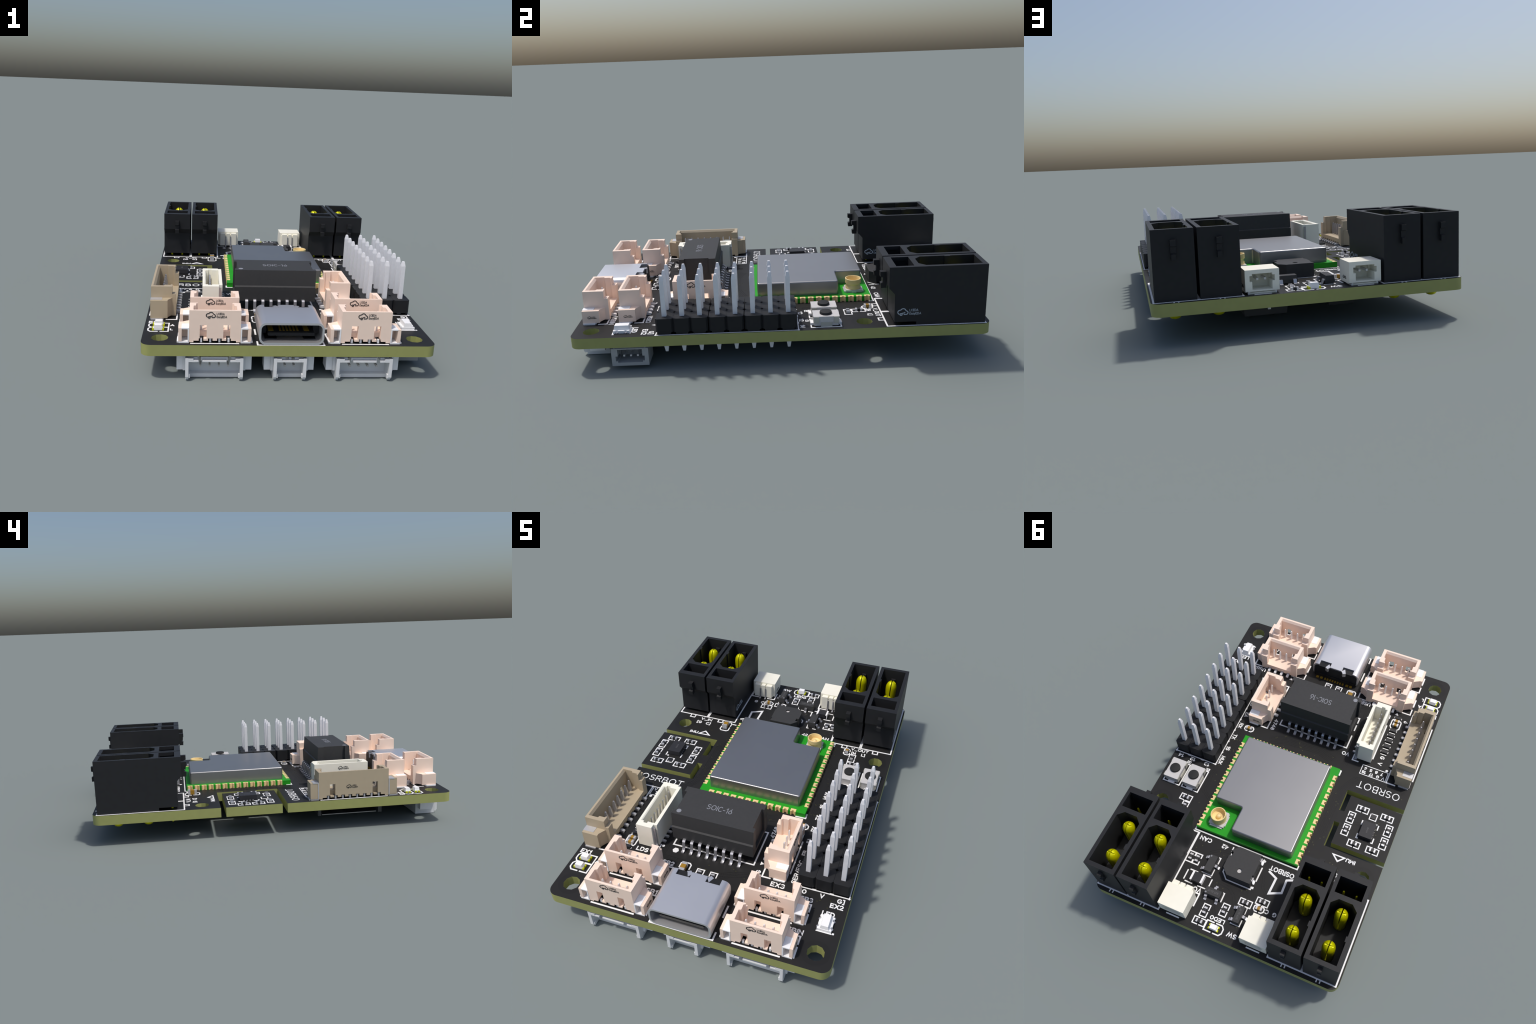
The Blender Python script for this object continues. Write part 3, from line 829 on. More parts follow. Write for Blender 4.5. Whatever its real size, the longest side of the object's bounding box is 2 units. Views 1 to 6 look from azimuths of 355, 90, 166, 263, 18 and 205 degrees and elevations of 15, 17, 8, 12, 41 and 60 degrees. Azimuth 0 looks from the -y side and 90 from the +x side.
# ------------------------------------------------------------------ radio module
def build_module():
    x0, x1, y0, y1 = -0.264, 0.333, -0.148, 0.487
    z0, z1 = 0.0008, 0.0272
    r = 0.0085
    ys = [-0.081 + i * P127 for i in range(14)]
    xs = [0.0345 + (i - 5.5) * P127 for i in range(12)]
    pts = [(x0, y0)]
    for x in xs:
        pts += [(x + r * math.cos(a), y0 + r * math.sin(a)) for a in [pi - pi * k / 6 for k in range(7)]]
    pts += [(x1, y0)]
    for y in ys:
        pts += [(x1 - r * math.sin(a), y - r * math.cos(a)) for a in [pi * k / 6 for k in range(7)]]
    pts += [(x1, y1), (x0, y1)]
    for y in ys[::-1]:
        pts += [(x0 + r * math.sin(a), y + r * math.cos(a)) for a in [pi * k / 6 for k in range(7)]]
    mod = place(M().prism(pts, z0, z1, "green"), "radio_module", loc=(0, 0, ZT))
    # gold half-hole pads wrapping the edge
    a, d, e = 0.0145, 0.0195, 0.0012
    q = [(-a, d)] + [(-a, -e), (-r + 0.0008, -e)] + [((r - 0.0008) * math.cos(t), (r - 0.0008) * math.sin(t)) for t in [pi - pi * k / 6 for k in range(7)]] + [(r - 0.0008, -e), (a, -e), (a, d)]
    pm = M().prism(q, z0 - 0.0003, z1 + 0.0008, "gold").mesh("half_hole_pad")
    for x in xs:
        place(pm, "half_hole_pad", mod, loc=(x, y0, 0))
    for y in ys:
        place(pm, "half_hole_pad", mod, loc=(x1, y, 0), rot=(0, 0, pi / 2))
        place(pm, "half_hole_pad", mod, loc=(x0, y, 0), rot=(0, 0, -pi / 2))
    # shield can with a corner left free
    cr = 0.010
    sx0, sx1, sy0, sy1, nx, ny = -0.2195, 0.289, -0.1065, 0.4635, 0.129, 0.3205
    o = arc(sx0 + cr, sy0 + cr, cr, 180, 270, 4) + arc(sx1 - cr, sy0 + cr, cr, 270, 360, 4) + arc(sx1 - cr, ny - cr, cr, 0, 90, 4)
    o += arc(nx + cr, ny + cr, cr, 270, 180, 4) + arc(nx - cr, sy1 - cr, cr, 0, 90, 4) + arc(sx0 + cr, sy1 - cr, cr, 90, 180, 4)
    me = M().prism(o, z1 - 0.0005, 0.1025, "shield").mesh("can")
    bm = bmesh.new()
    bm.from_mesh(me)
    es = [e for e in bm.edges if all(abs(v.co.z - 0.1025) < 1e-5 for v in e.verts)]
    bmesh.ops.bevel(bm, geom=es, offset=0.0075, segments=4, affect="EDGES", profile=0.5)
    bm.to_mesh(me)
    bm.free()
    can = place(me, "shield_can", mod, smooth=80)
    can.modifiers.new("even_faces", "WEIGHTED_NORMAL").keep_sharp = True
    # aerial socket
    cx, cy = 0.2330, 0.4055
    u = M().box(cx - 0.044, cx + 0.044, cy - 0.043, cy + 0.043, z1 + 0.001, z1 + 0.014, "grey")
    u.box(cx - 0.0485, cx - 0.036, cy - 0.030, cy + 0.030, z1, z1 + 0.0085, "solder")
    u.box(cx + 0.036, cx + 0.0485, cy - 0.012, cy + 0.012, z1, z1 + 0.0085, "solder")
    u.box(cx - 0.036, cx + 0.036, cy - 0.0515, cy - 0.036, z1 - 0.0002, z1 + 0.0065, "solder")
    u.box(cx - 0.036, cx + 0.036, cy + 0.036, cy + 0.0515, z1 - 0.0002, z1 + 0.0065, "solder")
    place(u, "aerial_socket", mod)
    zz = z1 + 0.013
    g = M().lathe(cx, cy, [(0.036, zz), (0.0405, zz + 0.001), (0.0405, zz + 0.012), (0.0365, zz + 0.019), (0.0365, zz + 0.024), (0.0418, zz + 0.031),
                           (0.0418, zz + 0.0545), (0.0405, zz + 0.0555), (0.0375, zz + 0.0555), (0.0362, zz + 0.0530), (0.0362, zz + 0.026), (0.030, zz + 0.020), (0.010, zz + 0.020)], 36, "brass")
    g.lathe(cx, cy, [(0.0145, zz + 0.016), (0.0145, zz + 0.029), (0.0125, zz + 0.035), (0.008, zz + 0.039), (0.002, zz + 0.0405)], 20, "brass")
    place(g, "aerial_ring", mod, smooth=35)
build_module()

# ------------------------------------------------------------------ buzzer, switches, LEDs, small chips
def build_buzzer():
    o = [(-0.0815, 0.522), (0.050, 0.522), (0.0835, 0.556), (0.0835, 0.655), (0.050, 0.688), (-0.0815, 0.688)]
    b = M().prism(o, 0.003, 0.0665, "chip")
    c = M().prism([(-0.0035 + 0.0125 * math.cos(2 * pi * i / 20), 0.6435 + 0.0125 * math.sin(2 * pi * i / 20)) for i in range(20)], 0.056, 0.1, "chip")
    c2 = M().box(0.068, 0.1, 0.56, 0.585, -0.01, 0.1, "chip").box(-0.1, -0.0765, 0.526, 0.552, 0.02, 0.1, "chip").box(-0.1, -0.0765, 0.640, 0.668, 0.02, 0.1, "chip")
    ob = place(carve(b, c, c2), "buzzer", loc=(0, 0, ZT))
    place(M().prism([(-0.0035 + 0.0120 * math.cos(2 * pi * i / 20), 0.6435 + 0.0120 * math.sin(2 * pi * i / 20)) for i in range(20)], 0.055, 0.0585, "grey"), "sound_hole_disc", ob)
    t = M()
    for y in (0.5395, 0.654):
        t.box(-0.0845, -0.078, y - 0.011, y + 0.011, 0.0, 0.046, "steel").box(-0.092, -0.0846, y - 0.011, y + 0.011, 0.0, 0.006, "steel")
    place(t, "buzzer_tab", ob)
build_buzzer()

def build_switches():
    a, b = 0.0415, 0.0625
    o = [(-a, -b), (a, -b), (a, b), (-a, b)]
    body = M().prism([(-a + 0.001, -b + 0.008), (-a + 0.008, -b + 0.001), (a - 0.008, -b + 0.001), (a - 0.001, -b + 0.008),
                      (a - 0.001, b - 0.008), (a - 0.008, b - 0.001), (-a + 0.008, b - 0.001), (-a + 0.001, b - 0.008)], 0.004, 0.046, "grey")
    body.prism(o, 0.0455, 0.051, "grey")
    for sx in (-1, 1):
        for sy in (-1, 1):
            lo, hi = sorted((sx * (a + 0.0035), sx * (a - 0.006)))
            l2, h2 = sorted((sy * (b - 0.002), sy * (b - 0.027)))
            body.box(lo, hi, l2, h2, 0.018, 0.0495, "switchside")
        lo, hi = sorted((sx * (a + 0.003), sx * (a - 0.008)))
        body.box(lo, hi, -0.027, 0.027, 0.0005, 0.022, "switchside")
    for sy in (-1, 1):
        l2, h2 = sorted((sy * (b + 0.013), sy * (b - 0.006)))
        body.box(-0.019, 0.019, l2, h2, 0.0, 0.011, "tin")
    me = body.mesh("push_switch")
    btn = smooth_by_angle(M().lathe(0, 0, [(0.0295, 0.048), (0.0295, 0.059), (0.028, 0.0625), (0.024, 0.0635)], 28, "button").mesh("button"), 40)
    for cx in (0.483, 0.600):
        ob = place(me, "push_switch", loc=(cx, 0.2225, ZT))
        place(btn, "button", ob)
build_switches()

def passive(key, ln, wd, ht, end="solder"):
    m = M()
    e = ln * 0.27
    m.box(-ln / 2 + e, ln / 2 - e, -wd / 2 + 0.0006, wd / 2 - 0.0006, 0.001, ht - 0.0006, key)
    for sx in (-1, 1):
        lo, hi = sorted((sx * ln / 2, sx * (ln / 2 - e)))
        m.box(lo, hi, -wd / 2, wd / 2, 0.0, ht, end)
    return m.mesh("passive")

RES, CAPS, CAPB = passive("resist", 0.034, 0.017, 0.0125), passive("cap", 0.034, 0.018, 0.0175), passive("cap", 0.052, 0.027, 0.027)
LADDER = passive("resist", 0.036, 0.018, 0.0125, "resist")

silk = M()
def line(pts, w=0.0066, closed=False):
    silk.stroke(pts, w, SZ0, SZ1 + random.uniform(0, 0.0003), "silk", closed)

def brackets(cx, cy, horiz, L=0.066, W=0.0355, w=0.0057, gap=0.012, round_=0.0):
    h, v = L / 2, W / 2
    for s in (-1, 1):
        if round_:
            q = [(s * gap / 2, -v), (s * (h - round_), -v), (s * h, -v + round_), (s * h, v - round_), (s * (h - round_), v), (s * gap / 2, v)]
        else:
            q = [(s * gap / 2, -v), (s * h, -v), (s * h, v), (s * gap / 2, v)]
        if not horiz:
            q = [(-y, x) for x, y in q]
        line([(cx + x, cy + y) for x, y in q], w)

def resistor(cx, cy, horiz, frame=True):
    place(RES, "resistor", loc=(cx, cy, ZT), rot=(0, 0, 0 if horiz else pi / 2))
    if frame:
        brackets(cx, cy, horiz)

def capacitor(cx, cy, horiz, big=False, frame=True):
    place(CAPB if big else CAPS, "capacitor", loc=(cx, cy, ZT), rot=(0, 0, 0 if horiz else pi / 2))
    if frame:
        brackets(cx, cy, horiz, 0.085 if big else 0.054, 0.052 if big else 0.034, 0.0066, 0.014, 0.009)

for x, y, h in ((-0.466, 0.031, 1), (-0.607, 0.031, 1), (-0.4215, 0.101, 0), (-0.4215, 0.181, 0), (-0.6365, 0.100, 0), (-0.6365, 0.181, 0),
                (-0.490, 0.2445, 1), (-0.595, 0.2445, 1), (0.475, 0.346, 1), (0.4595, 0.402, 0), (0.082, 0.886, 0), (-0.009, 0.846, 0),
                (-0.092, 0.770, 1), (-0.172, 0.732, 1), (0.084, 0.948, 1), (0.021, -0.676, 0), (-0.047, -0.676, 0)):
    resistor(x, y, h)
for x in (0.2475, 0.2845):
    resistor(x, 0.651, 0, False)
line([(0.304, 0.621), (0.230, 0.621), (0.230, 0.640)])
line([(0.304, 0.681), (0.230, 0.681), (0.230, 0.662)])
line([(0.266, 0.621), (0.266, 0.637)], 0.009)
line([(0.266, 0.681), (0.266, 0.665)], 0.009)
for x, y, h, b in ((0.420, 0.452, 0, 0), (-0.169, 0.771, 1, 0), (0.3415, -0.212, 1, 0), (-0.130, -0.668, 0, 1), (-0.344, 0.456, 0, 1)):
    capacitor(x, y, h, b)
capacitor(-0.4535, -0.595, 1, False, False)
capacitor(-0.4550, -0.567, 1, False, False)
line([(-0.448, -0.609), (-0.431, -0.609), (-0.4265, -0.600), (-0.4265, -0.557), (-0.435, -0.545)])
line([(-0.462, -0.609), (-0.477, -0.606), (-0.4825, -0.597), (-0.4825, -0.552), (-0.472, -0.541)])
for y in (-0.6235, -0.5270, -0.4885, -0.4480, -0.4080, -0.3675):
    place(LADDER, "resistor", loc=(-0.4545, y, ZT))
    for s in (-1, 1):
        line([(-0.4545 + s * 0.0215, y - 0.007), (-0.4545 + s * 0.0215, y + 0.001)], 0.0035)
    line([(-0.4545 - 0.016, y + 0.0165), (-0.4545 + 0.016, y + 0.0165)], 0.0045)

def sot(cx, cy, deg, a, b, marking=None, dot=False):
    m = M().taper(0, 0, 0.004, 0.020, a, b, a, b, "chip").taper(0, 0, 0.020, 0.0385, a, b, a - 0.003, b - 0.003, "chip")
    ob = place(m, "small_chip", loc=(cx, cy, ZT), rot=(0, 0, math.radians(deg)))
    l = M()
    prof = [(b - 0.003, 0.017), (b + 0.006, 0.017), (b + 0.011, 0.0), (b + 0.024, 0.0), (b + 0.024, 0.005), (b + 0.016, 0.006), (b + 0.010, 0.0225), (b - 0.003, 0.0225)]
    for x, s in ((-a * 0.68, 1), (a * 0.68, 1), (0, -1)):
        pr = [(s * y, z) for y, z in prof]
        l.prism(pr if s > 0 else pr[::-1], x - 0.0075, x + 0.0075, "steel", "x")
    place(l, "chip_lead", ob)
    if marking:
        place(text_mesh(marking, 0.011, 0.06, 0.0005, 0, "dim"), "printed_marking", ob, loc=(0, 0, 0.0384))
    if dot or marking:
        place(M().prism([(0.0045 * math.cos(2 * pi * i / 12), 0.0045 * math.sin(2 * pi * i / 12)) for i in range(12)], 0, 0.0006, "silkgrey"),
              "pin_one_dot", ob, loc=(a - 0.011, b - 0.009, 0.0384))
sot(0.160, 0.655, -90, 0.049, 0.0235, None, True)
sot(0.079, 0.792, 0, 0.0465, 0.0215, "SOT-23-3P")
sot(-0.092, 0.845, -90, 0.0475, 0.0205, "SOT-23-3P")
line([(0.141, 0.600), (0.132, 0.600), (0.132, 0.633)])
line([(0.135, 0.669), (0.135, 0.705), (0.191, 0.705)])
line([(0.186, 0.602), (0.170, 0.602)])
line([(0.036, 0.767), (0.029, 0.767), (0.028, 0.814)])
line([(0.125, 0.767), (0.098, 0.767)])
line([(0.065, 0.767), (0.050, 0.767)])
line([(-0.104, 0.789), (-0.112, 0.789), (-0.113, 0.824)])
line([(-0.114, 0.860), (-0.114, 0.893), (-0.065, 0.893)])
line([(-0.068, 0.792), (-0.085, 0.792)])

def build_diode():
    m = M().taper(0, 0, 0.006, 0.032, 0.0235, 0.026, 0.0225, 0.025, "chipdark")
    ob = place(m, "diode", loc=(0.193, 0.7495, ZT))
    t = M()
    for s in (-1, 1):
        t.box(*sorted((s * 0.0238, s * 0.0345)), -0.024, 0.024, 0.0245, 0.0295, "tin").box(*sorted((s * 0.0300, s * 0.0345)), -0.024, 0.024, 0.0, 0.0245, "tin")
    place(t, "diode_tab", ob)
    line([(0.264, 0.724), (0.264, 0.775)])
    line([(0.122, 0.725), (0.122, 0.763)])
    for y in (0.7155, 0.7835):
        line([(0.252, y), (0.212, y)])
        line([(0.177, y), (0.136, y)])
build_diode()

def build_sensor():
    m = M().taper(0, 0, 0.003, 0.0305, 0.0365, 0.0485, 0.0360, 0.0480, "chipdark")
    ob = place(m, "motion_sensor_chip", loc=(-0.5325, 0.149, ZT))
    place(text_mesh("35A14", 0.009, 0.032, 0.0005, 0, "dim"), "printed_marking", ob, loc=(0, 0.002, 0.0304), rot=(0, 0, pi / 2))
    p = M()
    for i in range(4):
        for s in (-1, 1):
            p.box(*sorted((s * 0.0355, s * 0.0372)), -0.030 + i * 0.017, -0.022 + i * 0.017, 0.0, 0.004, "solder")
    place(p, "solder_pad", ob, kind="stuff")
    line([(-0.4885, 0.094), (-0.4885, 0.117)])
    line([(-0.580, 0.093), (-0.580, 0.118)])
    line([(-0.4885, 0.178), (-0.4885, 0.203), (-0.496, 0.203)])
    line([(-0.580, 0.175), (-0.580, 0.203), (-0.573, 0.203)])
    line([(-0.5645, 0.0905), (-0.5675, 0.0905)], 0.009)
    line([(-0.517, 0.036), (-0.554, 0.034), (-0.554, 0.072), (-0.517, 0.072), (-0.517, 0.036)], 0.0055)
    place(M().box(-0.013, 0.013, -0.013, 0.013, 0, 0.008, "resist").box(-0.009, 0.0, -0.0135, -0.012, 0, 0.006, "solder"), "tiny_chip", loc=(-0.5355, 0.053, ZT))
build_sensor()

def led_mesh(ln=0.056, wd=0.027):
    m = M()
    m.taper(0, 0, 0.0125, 0.027, ln * 0.36, wd * 0.5, ln * 0.31, wd * 0.46, "led")
    m.box(-ln * 0.40, ln * 0.40, -wd * 0.5, wd * 0.5, 0.0015, 0.0125, "led")
    for s in (-1, 1):
        for q in (-1, 1):
            m.box(*sorted((s * ln * 0.33, s * ln * 0.5)), *sorted((q * wd * 0.13, q * wd * 0.53)), 0, 0.0105, "ledpad")
    return m
MAT["ledpad"] = new_mat("led_pad_yellow", (0.62, 0.66, 0.0), 0.4, metal=0.2, grain=0.03)
led_m = led_mesh().mesh("led")
for cx, cy, deg in ((-0.6115, -0.758, 0), (-0.6115, -0.8125, 0), (0.0, 0.9505, 180)):
    place(led_m, "indicator_light", loc=(cx, cy, ZT), rot=(0, 0, math.radians(deg)))
    f = 1
    hi = 0.0262
    line([(cx - f * 0.006, cy + hi), (cx - f * 0.036, cy + hi), (cx - f * 0.0475, cy + hi * 0.45), (cx - f * 0.0475, cy - hi * 0.45), (cx - f * 0.036, cy - hi), (cx - f * 0.003, cy - hi)])
    line([(cx + f * 0.009, cy + hi), (cx + f * 0.0475, cy + hi), (cx + f * 0.0475, cy - hi), (cx + f * 0.011, cy - hi)])

def build_rgb_led():
    a, b = 0.033, 0.039
    base = M().box(-a, a, -b, b, 0.001, 0.0145, "led")
    c = M()
    for s in (-1, 1):
        for y in (-0.021, 0.021):
            c.prism([(s * a + 0.0075 * math.cos(2 * pi * i / 12), y + 0.0075 * math.sin(2 * pi * i / 12)) for i in range(12)], -0.01, 0.03, "led")
    ob = place(carve(base, c), "colour_light", loc=(0.603, -0.7595, ZT))
    place(M().taper(0, 0, 0.0140, 0.0345, 0.0205, 0.0375, 0.0165, 0.0335, "led"), "light_lens", ob)
    p = M()
    for s in (-1, 1):
        for y in (-0.021, 0.021):
            p.lathe(s * (a - 0.001), y, [(0.0065, 0.0002), (0.0065, 0.006)], 10, "steel")
    place(p, "solder_pad", ob)
    line([(0.569, -0.8015), (0.637, -0.8015)], 0.005)
    line([(0.569, -0.7175), (0.637, -0.7175)], 0.005)
    line([(0.6445, -0.7985), (0.6462, -0.7985)], 0.009)
build_rgb_led()

# ------------------------------------------------------------------ silkscreen outlines
for a, b in ((-0.668, -0.4915), (-0.4835, -0.3065), (0.3065, 0.4835), (0.4915, 0.668)):
    line([(a, 0.509), (b, 0.509), (b, 0.975), (a, 0.975)], 0.0075, True)
    c = (a + b) / 2
    line([(c - 0.0145, 0.505), (c - 0.0145, 0.482), (c + 0.0145, 0.482), (c + 0.0145, 0.505)], 0.0066)
    for s in (-0.009, 0.009):
        line([(c + s, 0.979), (c + s, 0.990)], 0.006)
line([(0.309, 0.511), (0.309, 0.640)], 0.010)
# module corners and rear line
line([(-0.266, 0.4975), (0.337, 0.4975)], 0.008)
line([(-0.268, 0.478), (-0.268, 0.4975)], 0.008)
line([(0.337, 0.478), (0.337, 0.4975)], 0.008)
line([(0.285, -0.1525), (0.337, -0.1525), (0.337, -0.123)], 0.008)
line([(-0.216, -0.1525), (-0.268, -0.1525), (-0.268, -0.123)], 0.008)
# usb
line([(-0.1525, -0.955), (-0.1525, -0.9945), (0.1525, -0.9945), (0.1525, -0.955)], 0.008)
for s in (-1, 1):
    line([(s * 0.1535, -0.868), (s * 0.1535, -0.805)], 0.0085)
# wire sockets
def socket_marks(cx, y, deg, half=0.1163):
    R = rotz(deg, (cx, y, 0))
    def tr(p):
        q = R @ Vector((p[0], p[1], 0))
        return (q.x, q.y)
    line([tr((-half + 0.009, -0.0065)), tr((half - 0.009, -0.0065))], 0.0075)
    for s in (-1, 1):
        line([tr((s * (half + 0.050), 0.078)), tr((s * (half + 0.050), 0.1185)), tr((s * (half - 0.033), 0.1185))], 0.0075)
    t = [tr((-half + 0.025 + dx, 0.141 + dy)) for dx, dy in ((-0.011, 0.009), (0, -0.009), (0.011, 0.009))]
    silk.prism(t if deg == 0 else t, SZ0, SZ1, "silk")
for cx, y, d in ((-0.3465, -0.974, 0), (-0.3465, -0.795, 0), (0.3465, -0.974, 0), (0.3465, -0.795, 0), (0.3625, -0.4235, 90)):
    socket_marks(cx, y, d)
# sensor socket
line([(-0.6655, -0.245), (-0.6655, -0.625)], 0.0075)
line([(-0.5295, -0.268), (-0.5295, -0.181), (-0.580, -0.181)], 0.0075)
line([(-0.581, -0.6805), (-0.5305, -0.6805), (-0.5295, -0.600)], 0.0075)
silk.lathe(-0.509, -0.253, [(0.0085, SZ0), (0.0085, SZ1)], 8, "silk")
# slim socket
line([(-0.3005, -0.289), (-0.3005, -0.2495), (-0.335, -0.2495)], 0.0075)
line([(-0.4085, -0.300), (-0.4085, -0.549)], 0.0075)
line([(-0.335, -0.5955), (-0.3005, -0.5955), (-0.3005, -0.557)], 0.0075)
silk.lathe(-0.2865, -0.561, [(0.0075, SZ0), (0.0075, SZ1)], 8, "silk")
# wide chip
line([(-0.2425, -0.500), (-0.2425, -0.5355), (0.184, -0.5355), (0.184, -0.311), (-0.2415, -0.311), (-0.2415, -0.401)], 0.0075)
line([(-0.242, -0.443), (-0.242, -0.480)], 0.0075)
silk.lathe(-0.216, -0.569, [(0.0165, SZ0), (0.0165, SZ1 + 0.0004)], 6, "silk")
# header frame with small teeth
line([(0.4185, -0.590), (0.672, -0.590), (0.672, 0.0875), (0.4185, 0.0875)], 0.0055, True)
for i in range(1, 8):
    y = HY0 + (i - 0.5) * PITCH
    for x in (0.4165,):
        line([(x, y - 0.002), (x, y + 0.002)], 0.008)
for k in (-0.5, 0.5):
    for y in (-0.590, 0.0875):
        line([(HX + k * PITCH - 0.006, y + 0.0015), (HX + k * PITCH + 0.006, y + 0.0015)], 0.009)
for x, y in ((0.4185, -0.590), (0.672, -0.590), (0.672, 0.0875), (0.4185, 0.0875)):
    silk.lathe(x, y, [(0.0058, SZ0), (0.0058, SZ1 + 0.0005)], 8, "silk")
# switches
for cx in (0.483, 0.600):
    for s in (-1, 1):
        line([(cx + s * 0.024, 0.1495), (cx + s * 0.0505, 0.1495), (cx + s * 0.0505, 0.2925), (cx + s * 0.024, 0.2925)], 0.0066)
# small side sockets
for cx in (-0.2255, 0.2240):
    line([(cx - 0.0755, 0.888), (cx - 0.0755, 0.821), (cx - 0.027, 0.821)], 0.0075)
    line([(cx + 0.0755, 0.888), (cx + 0.0755, 0.821), (cx + 0.031, 0.821)], 0.0075)
    line([(cx - 0.034, 0.9735), (cx + 0.034, 0.9735)], 0.0066)
# buzzer
line([(0.096, 0.516), (0.096, 0.540)], 0.0066)
line([(0.056, 0.694), (0.0895, 0.661), (0.0895, 0.640)], 0.0066)
line([(0.056, 0.694), (-0.085, 0.694)], 0.0066)
line([(0.052, 0.5155), (0.0895, 0.552), (0.0895, 0.570)], 0.0066)
line([(-0.0935, 0.563), (-0.0935, 0.641)], 0.0075)
for y in (0.520, 0.683):
    line([(-0.085, y), (-0.092, y + (0.004 if y < 0.6 else -0.001))], 0.012)
# pin table box, arrow, trapezoid emblem
line([(-0.3695, -0.2425), (-0.521, -0.2425), (-0.521, -0.1805), (-0.3695, -0.1805)], 0.0042, True)
line([(-0.4095, 0.3405), (-0.475, 0.3395), (-0.4445, 0.371)], 0.0085, True)
line([(-0.137, 0.565), (-0.184, 0.586), (-0.181, 0.676), (-0.242, 0.648), (-0.239, 0.575), (-0.282, 0.556)], 0.0115)
line([(-0.3105, 0.487), (-0.290, 0.486)], 0.008)
place(silk, "printed_outline", BOARD, kind="stuff")

# ------------------------------------------------------------------ silkscreen lettering
LABELS = (
    ("OSRBOT", -0.505, -0.1135, 0.0425, 0.250, 0, -0.012), ("IMU", -0.5105, 0.346, 0.0210, 0.053, 0, 0.012),
    ("V_IN", -0.4845, 0.4845, 0.0215, 0.072, 0, 0.012), ("[G  C]", -0.489, 0.4475, 0.0225, 0.090, 0, 0.012),
    ("V_OUT", 0.4905, 0.4885, 0.0225, 0.106, 0, 0.012), ("[H   L]", 0.488, 0.4510, 0.0225, 0.082, 0, 0.012),
    ("EX1", -0.634, -0.7165, 0.0250, 0.058, 0, 0.012), ("A", -0.547, -0.7585, 0.0205, 0.021, 0, 0.012),
    ("L", -0.549, -0.8120, 0.0205, 0.014, 0, 0.012), ("LDS", -0.376, -0.6150, 0.0250, 0.064, 0, 0.012),
    ("USB1", -0.229, -0.8370, 0.0250, 0.084, 0, 0.012), ("USB2", -0.227, -0.6550, 0.0250, 0.084, 0, 0.012),
    ("USBIN", 0.470, -0.8330, 0.0250, 0.100, 0, 0.012), ("USB3", 0.473, -0.6525, 0.0250, 0.084, 0, 0.012),
    ("EX3", 0.332, -0.6170, 0.0260, 0.070, 0, 0.012), ("EX2", 0.627, -0.6500, 0.0250, 0.064, 0, 0.012),
    ("LED", 0.600, -0.7010, 0.0250, 0.060, 0, 0.012), ("O", 0.461, -0.6125, 0.0240, 0.022, 0, 0.012),
    ("V", 0.547, -0.6120, 0.0240, 0.022, 0, 0.012), ("G]", 0.6385, -0.6160, 0.0240, 0.036, 0, 0.012),
    ("SER/ESC", 0.3985, -0.5090, 0.0235, 0.150, 90, 0.012), ("EB", 0.3985, -0.3840, 0.0220, 0.034, 90, 0.010),
    ("EA", 0.3985, -0.2980, 0.0220, 0.034, 90, 0.010), ("RX", 0.3985, -0.2130, 0.0225, 0.037, 90, 0.012),
    ("TX", 0.3985, -0.1270, 0.0225, 0.037, 90, 0.012), ("15", 0.3985, -0.0390, 0.0225, 0.030, 90, 0.012),
    ("MUX", 0.3985, 0.0480, 0.0225, 0.059, 90, 0.012), ("14", 0.632, 0.1080, 0.0220, 0.034, 0, 0.010),
    ("12", 0.556, 0.1075, 0.0220, 0.034, 0, 0.010), ("13", 0.465, 0.1065, 0.0220, 0.034, 0, 0.010),
    ("R", 0.443, 0.1375, 0.0230, 0.018, 90, 0.012), ("B", 0.565, 0.1345, 0.0230, 0.018, 90, 0.012),
    ("CAN", 0.2550, 0.5300, 0.0240, 0.069, 0, 0.012), ("42", 0.1410, 0.5305, 0.0230, 0.036, 0, 0.014),
    ("VO", 0.1705, 0.8060, 0.0280, 0.050, 0, 0.010), ("SW", -0.1000, 0.9500, 0.0240, 0.055, 0, 0.014),
    ("LED0", 0.0030, 0.9045, 0.0205, 0.082, 0, 0.012), ("G", -0.2540, 0.7695, 0.0225, 0.022, 0, 0.010),
    ("C", -0.2120, 0.7695, 0.0225, 0.021, 0, 0.010), ("VO", -0.2500, -0.2730, 0.0230, 0.044, 0, 0.012),
    ("G", -0.4570, -0.3275, 0.0240, 0.022, 90, 0.012), ("V", -0.4570, -0.2840, 0.0230, 0.022, 90, 0.012),
    ("6", -0.5050, -0.6160, 0.0230, 0.016, 90, 0.012), ("4748", 0.2140, -0.2980, 0.0215, 0.080, 90, 0.010),
    ("VG", 0.2190, -0.5800, 0.0225, 0.044, 90, 0.012),
    ("V", -0.5050, -0.1970, 0.0180, 0.017, 0, 0.004), ("G", -0.4725, -0.1970, 0.0180, 0.018, 0, 0.006),
    ("17", -0.4340, -0.1960, 0.0180, 0.024, 0, 0.008), ("18", -0.3900, -0.1970, 0.0180, 0.025, 0, 0.012),
    ("7", -0.4900, -0.2215, 0.0180, 0.014, 0, 0.012), ("8", -0.4570, -0.2225, 0.0180, 0.016, 0, 0.016),
    ("5", -0.4240, -0.2225, 0.0180, 0.015, 0, 0.012), ("6", -0.3920, -0.2225, 0.0180, 0.015, 0, 0.014),
    ("OSRBOT", -0.1980, 0.5425, 0.0260, 0.140, 0, 0.006),
)
for s, x, y, h, w, deg, bold in LABELS:
    lw = 0.0046 if h < 0.020 else 0.0051 if h < 0.024 else 0.0055
    place(pen_text(s, h + 0.002, w, lw * (0.85 if bold < 0.005 else 1.0)), "printed_label", BOARD, loc=(x, y, SZ0), rot=(0, 0, math.radians(deg)))

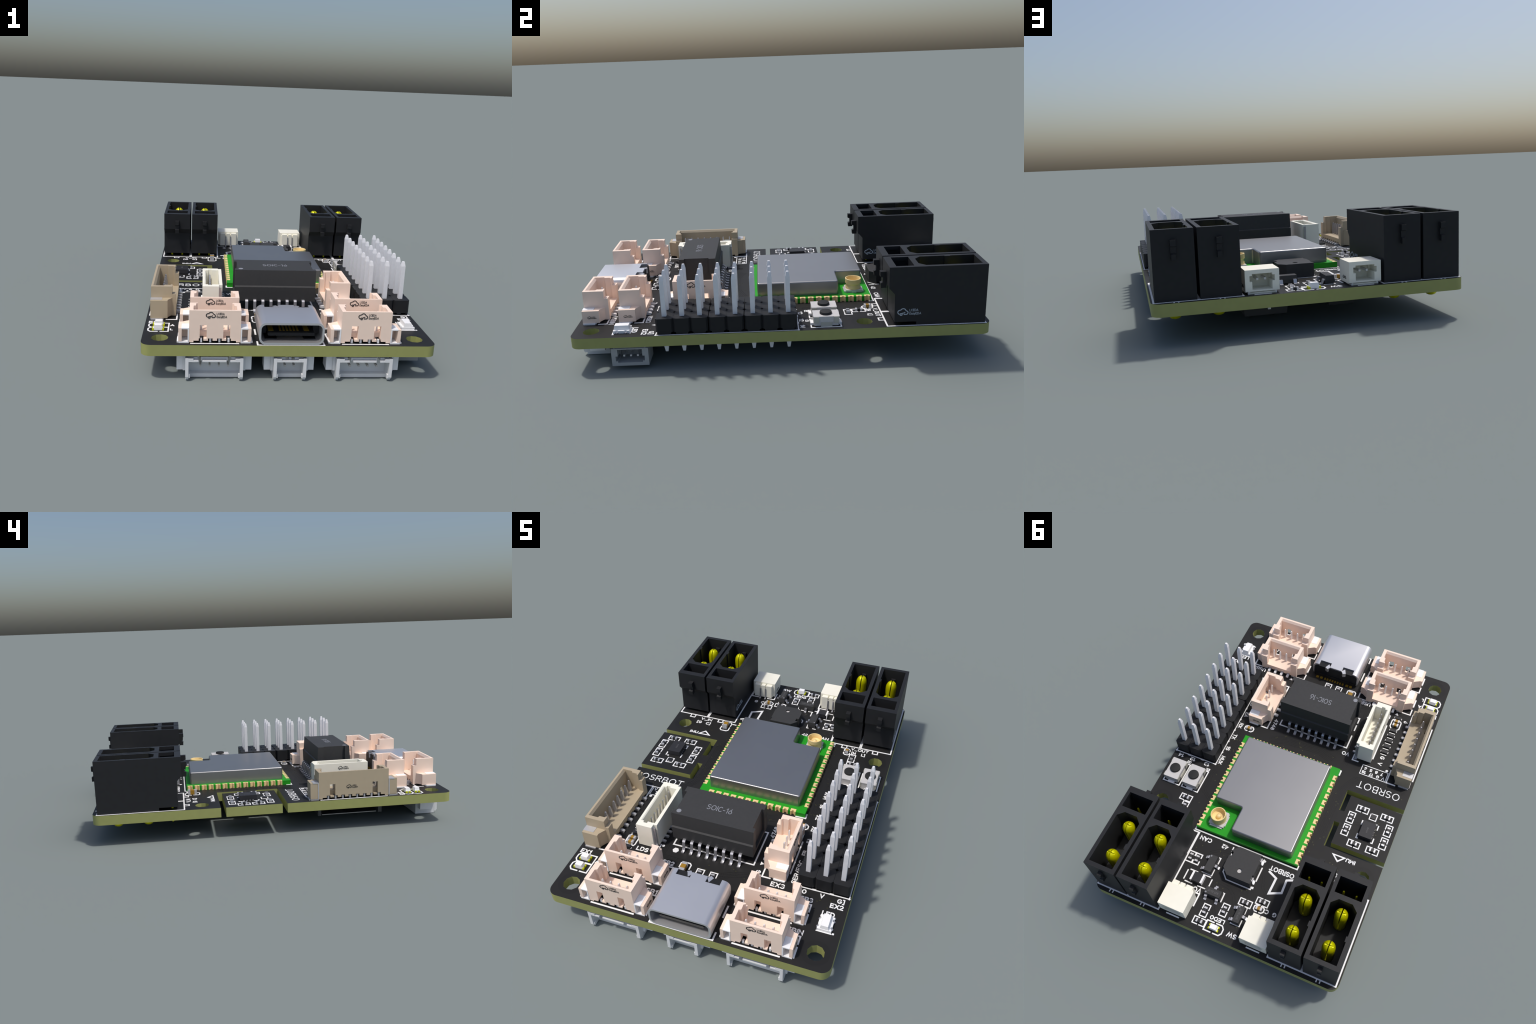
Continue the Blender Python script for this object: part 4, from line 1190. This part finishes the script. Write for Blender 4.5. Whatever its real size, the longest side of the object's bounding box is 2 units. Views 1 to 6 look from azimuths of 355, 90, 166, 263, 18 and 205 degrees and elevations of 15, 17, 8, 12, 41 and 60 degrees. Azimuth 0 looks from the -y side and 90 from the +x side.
# ------------------------------------------------------------------ traces and vias, barely visible under the lacquer
def build_traces():
    t = M()
    z0, z1 = ZT - 0.0003, ZT + 0.00035
    def bundle(pts, n, step, w=0.0035):
        for i in range(n):
            off = (i - (n - 1) / 2) * step
            q = []
            for j, p in enumerate(pts):
                a = Vector(pts[max(0, j - 1)])
                b = Vector(pts[min(len(pts) - 1, j + 1)])
                d = (b - a).normalized()
                q.append((p[0] - d.y * off, p[1] + d.x * off))
            t.stroke(q, w, z0, z1 + i * 0.00002, "trace")
    bundle([(-0.275, 0.30), (-0.305, 0.25), (-0.305, 0.0), (-0.33, -0.07), (-0.36, -0.13), (-0.60, -0.155)], 5, 0.010)
    bundle([(0.345, 0.05), (0.372, 0.02), (0.372, -0.20), (0.35, -0.25), (0.26, -0.26)], 4, 0.009)
    bundle([(0.35, 0.30), (0.40, 0.27), (0.41, 0.16), (0.40, 0.12)], 3, 0.011)
    bundle([(-0.20, -0.20), (-0.10, -0.235), (0.10, -0.225), (0.20, -0.19)], 6, 0.010)
    bundle([(-0.27, -0.20), (-0.28, -0.28), (-0.27, -0.40), (-0.27, -0.62), (-0.10, -0.63)], 4, 0.010)
    bundle([(0.20, -0.60), (0.12, -0.62), (0.05, -0.65)], 4, 0.010)
    bundle([(-0.20, 0.72), (-0.14, 0.66), (-0.12, 0.60)], 2, 0.012)
    bundle([(0.10, 0.72), (0.02, 0.73), (-0.02, 0.76), (-0.04, 0.80)], 2, 0.014)
    bundle([(0.02, 0.90), (0.06, 0.84), (0.14, 0.84)], 2, 0.014)
    bundle([(-0.40, 0.12), (-0.44, 0.14), (-0.48, 0.12)], 3, 0.010)
    bundle([(0.10, 0.55), (0.16, 0.56), (0.20, 0.59)], 2, 0.012)
    place(t, "copper_trace", BOARD, kind="stuff")
    v = M()
    zones = ((-0.34, -0.28, -0.05, 0.46, 16), (0.35, 0.40, -0.2, 0.46, 16), (-0.2, 0.2, -0.26, -0.17, 14), (-0.28, -0.25, -0.62, -0.3, 6),
             (-0.10, 0.2, -0.64, -0.58, 8), (-0.2, 0.1, 0.70, 0.98, 14), (0.10, 0.30, 0.56, 0.60, 5), (-0.66, -0.38, -0.16, -0.09, 5),
             (-0.61, -0.40, 0.07, 0.22, 12), (0.53, 0.66, -0.72, -0.62, 6), (-0.52, -0.41, 0.37, 0.44, 4), (-0.66, -0.55, 0.44, 0.49, 2), (-0.56, -0.5, -0.83, -0.70, 4))
    for a, b, c, d, n in zones:
        for _ in range(n):
            v.lathe(random.uniform(a, b), random.uniform(c, d), [(0.0032, ZT - 0.0003), (0.0032, ZT + 0.0006)], 8, "via")
    place(v, "via_dot", BOARD, kind="stuff")
build_traces()
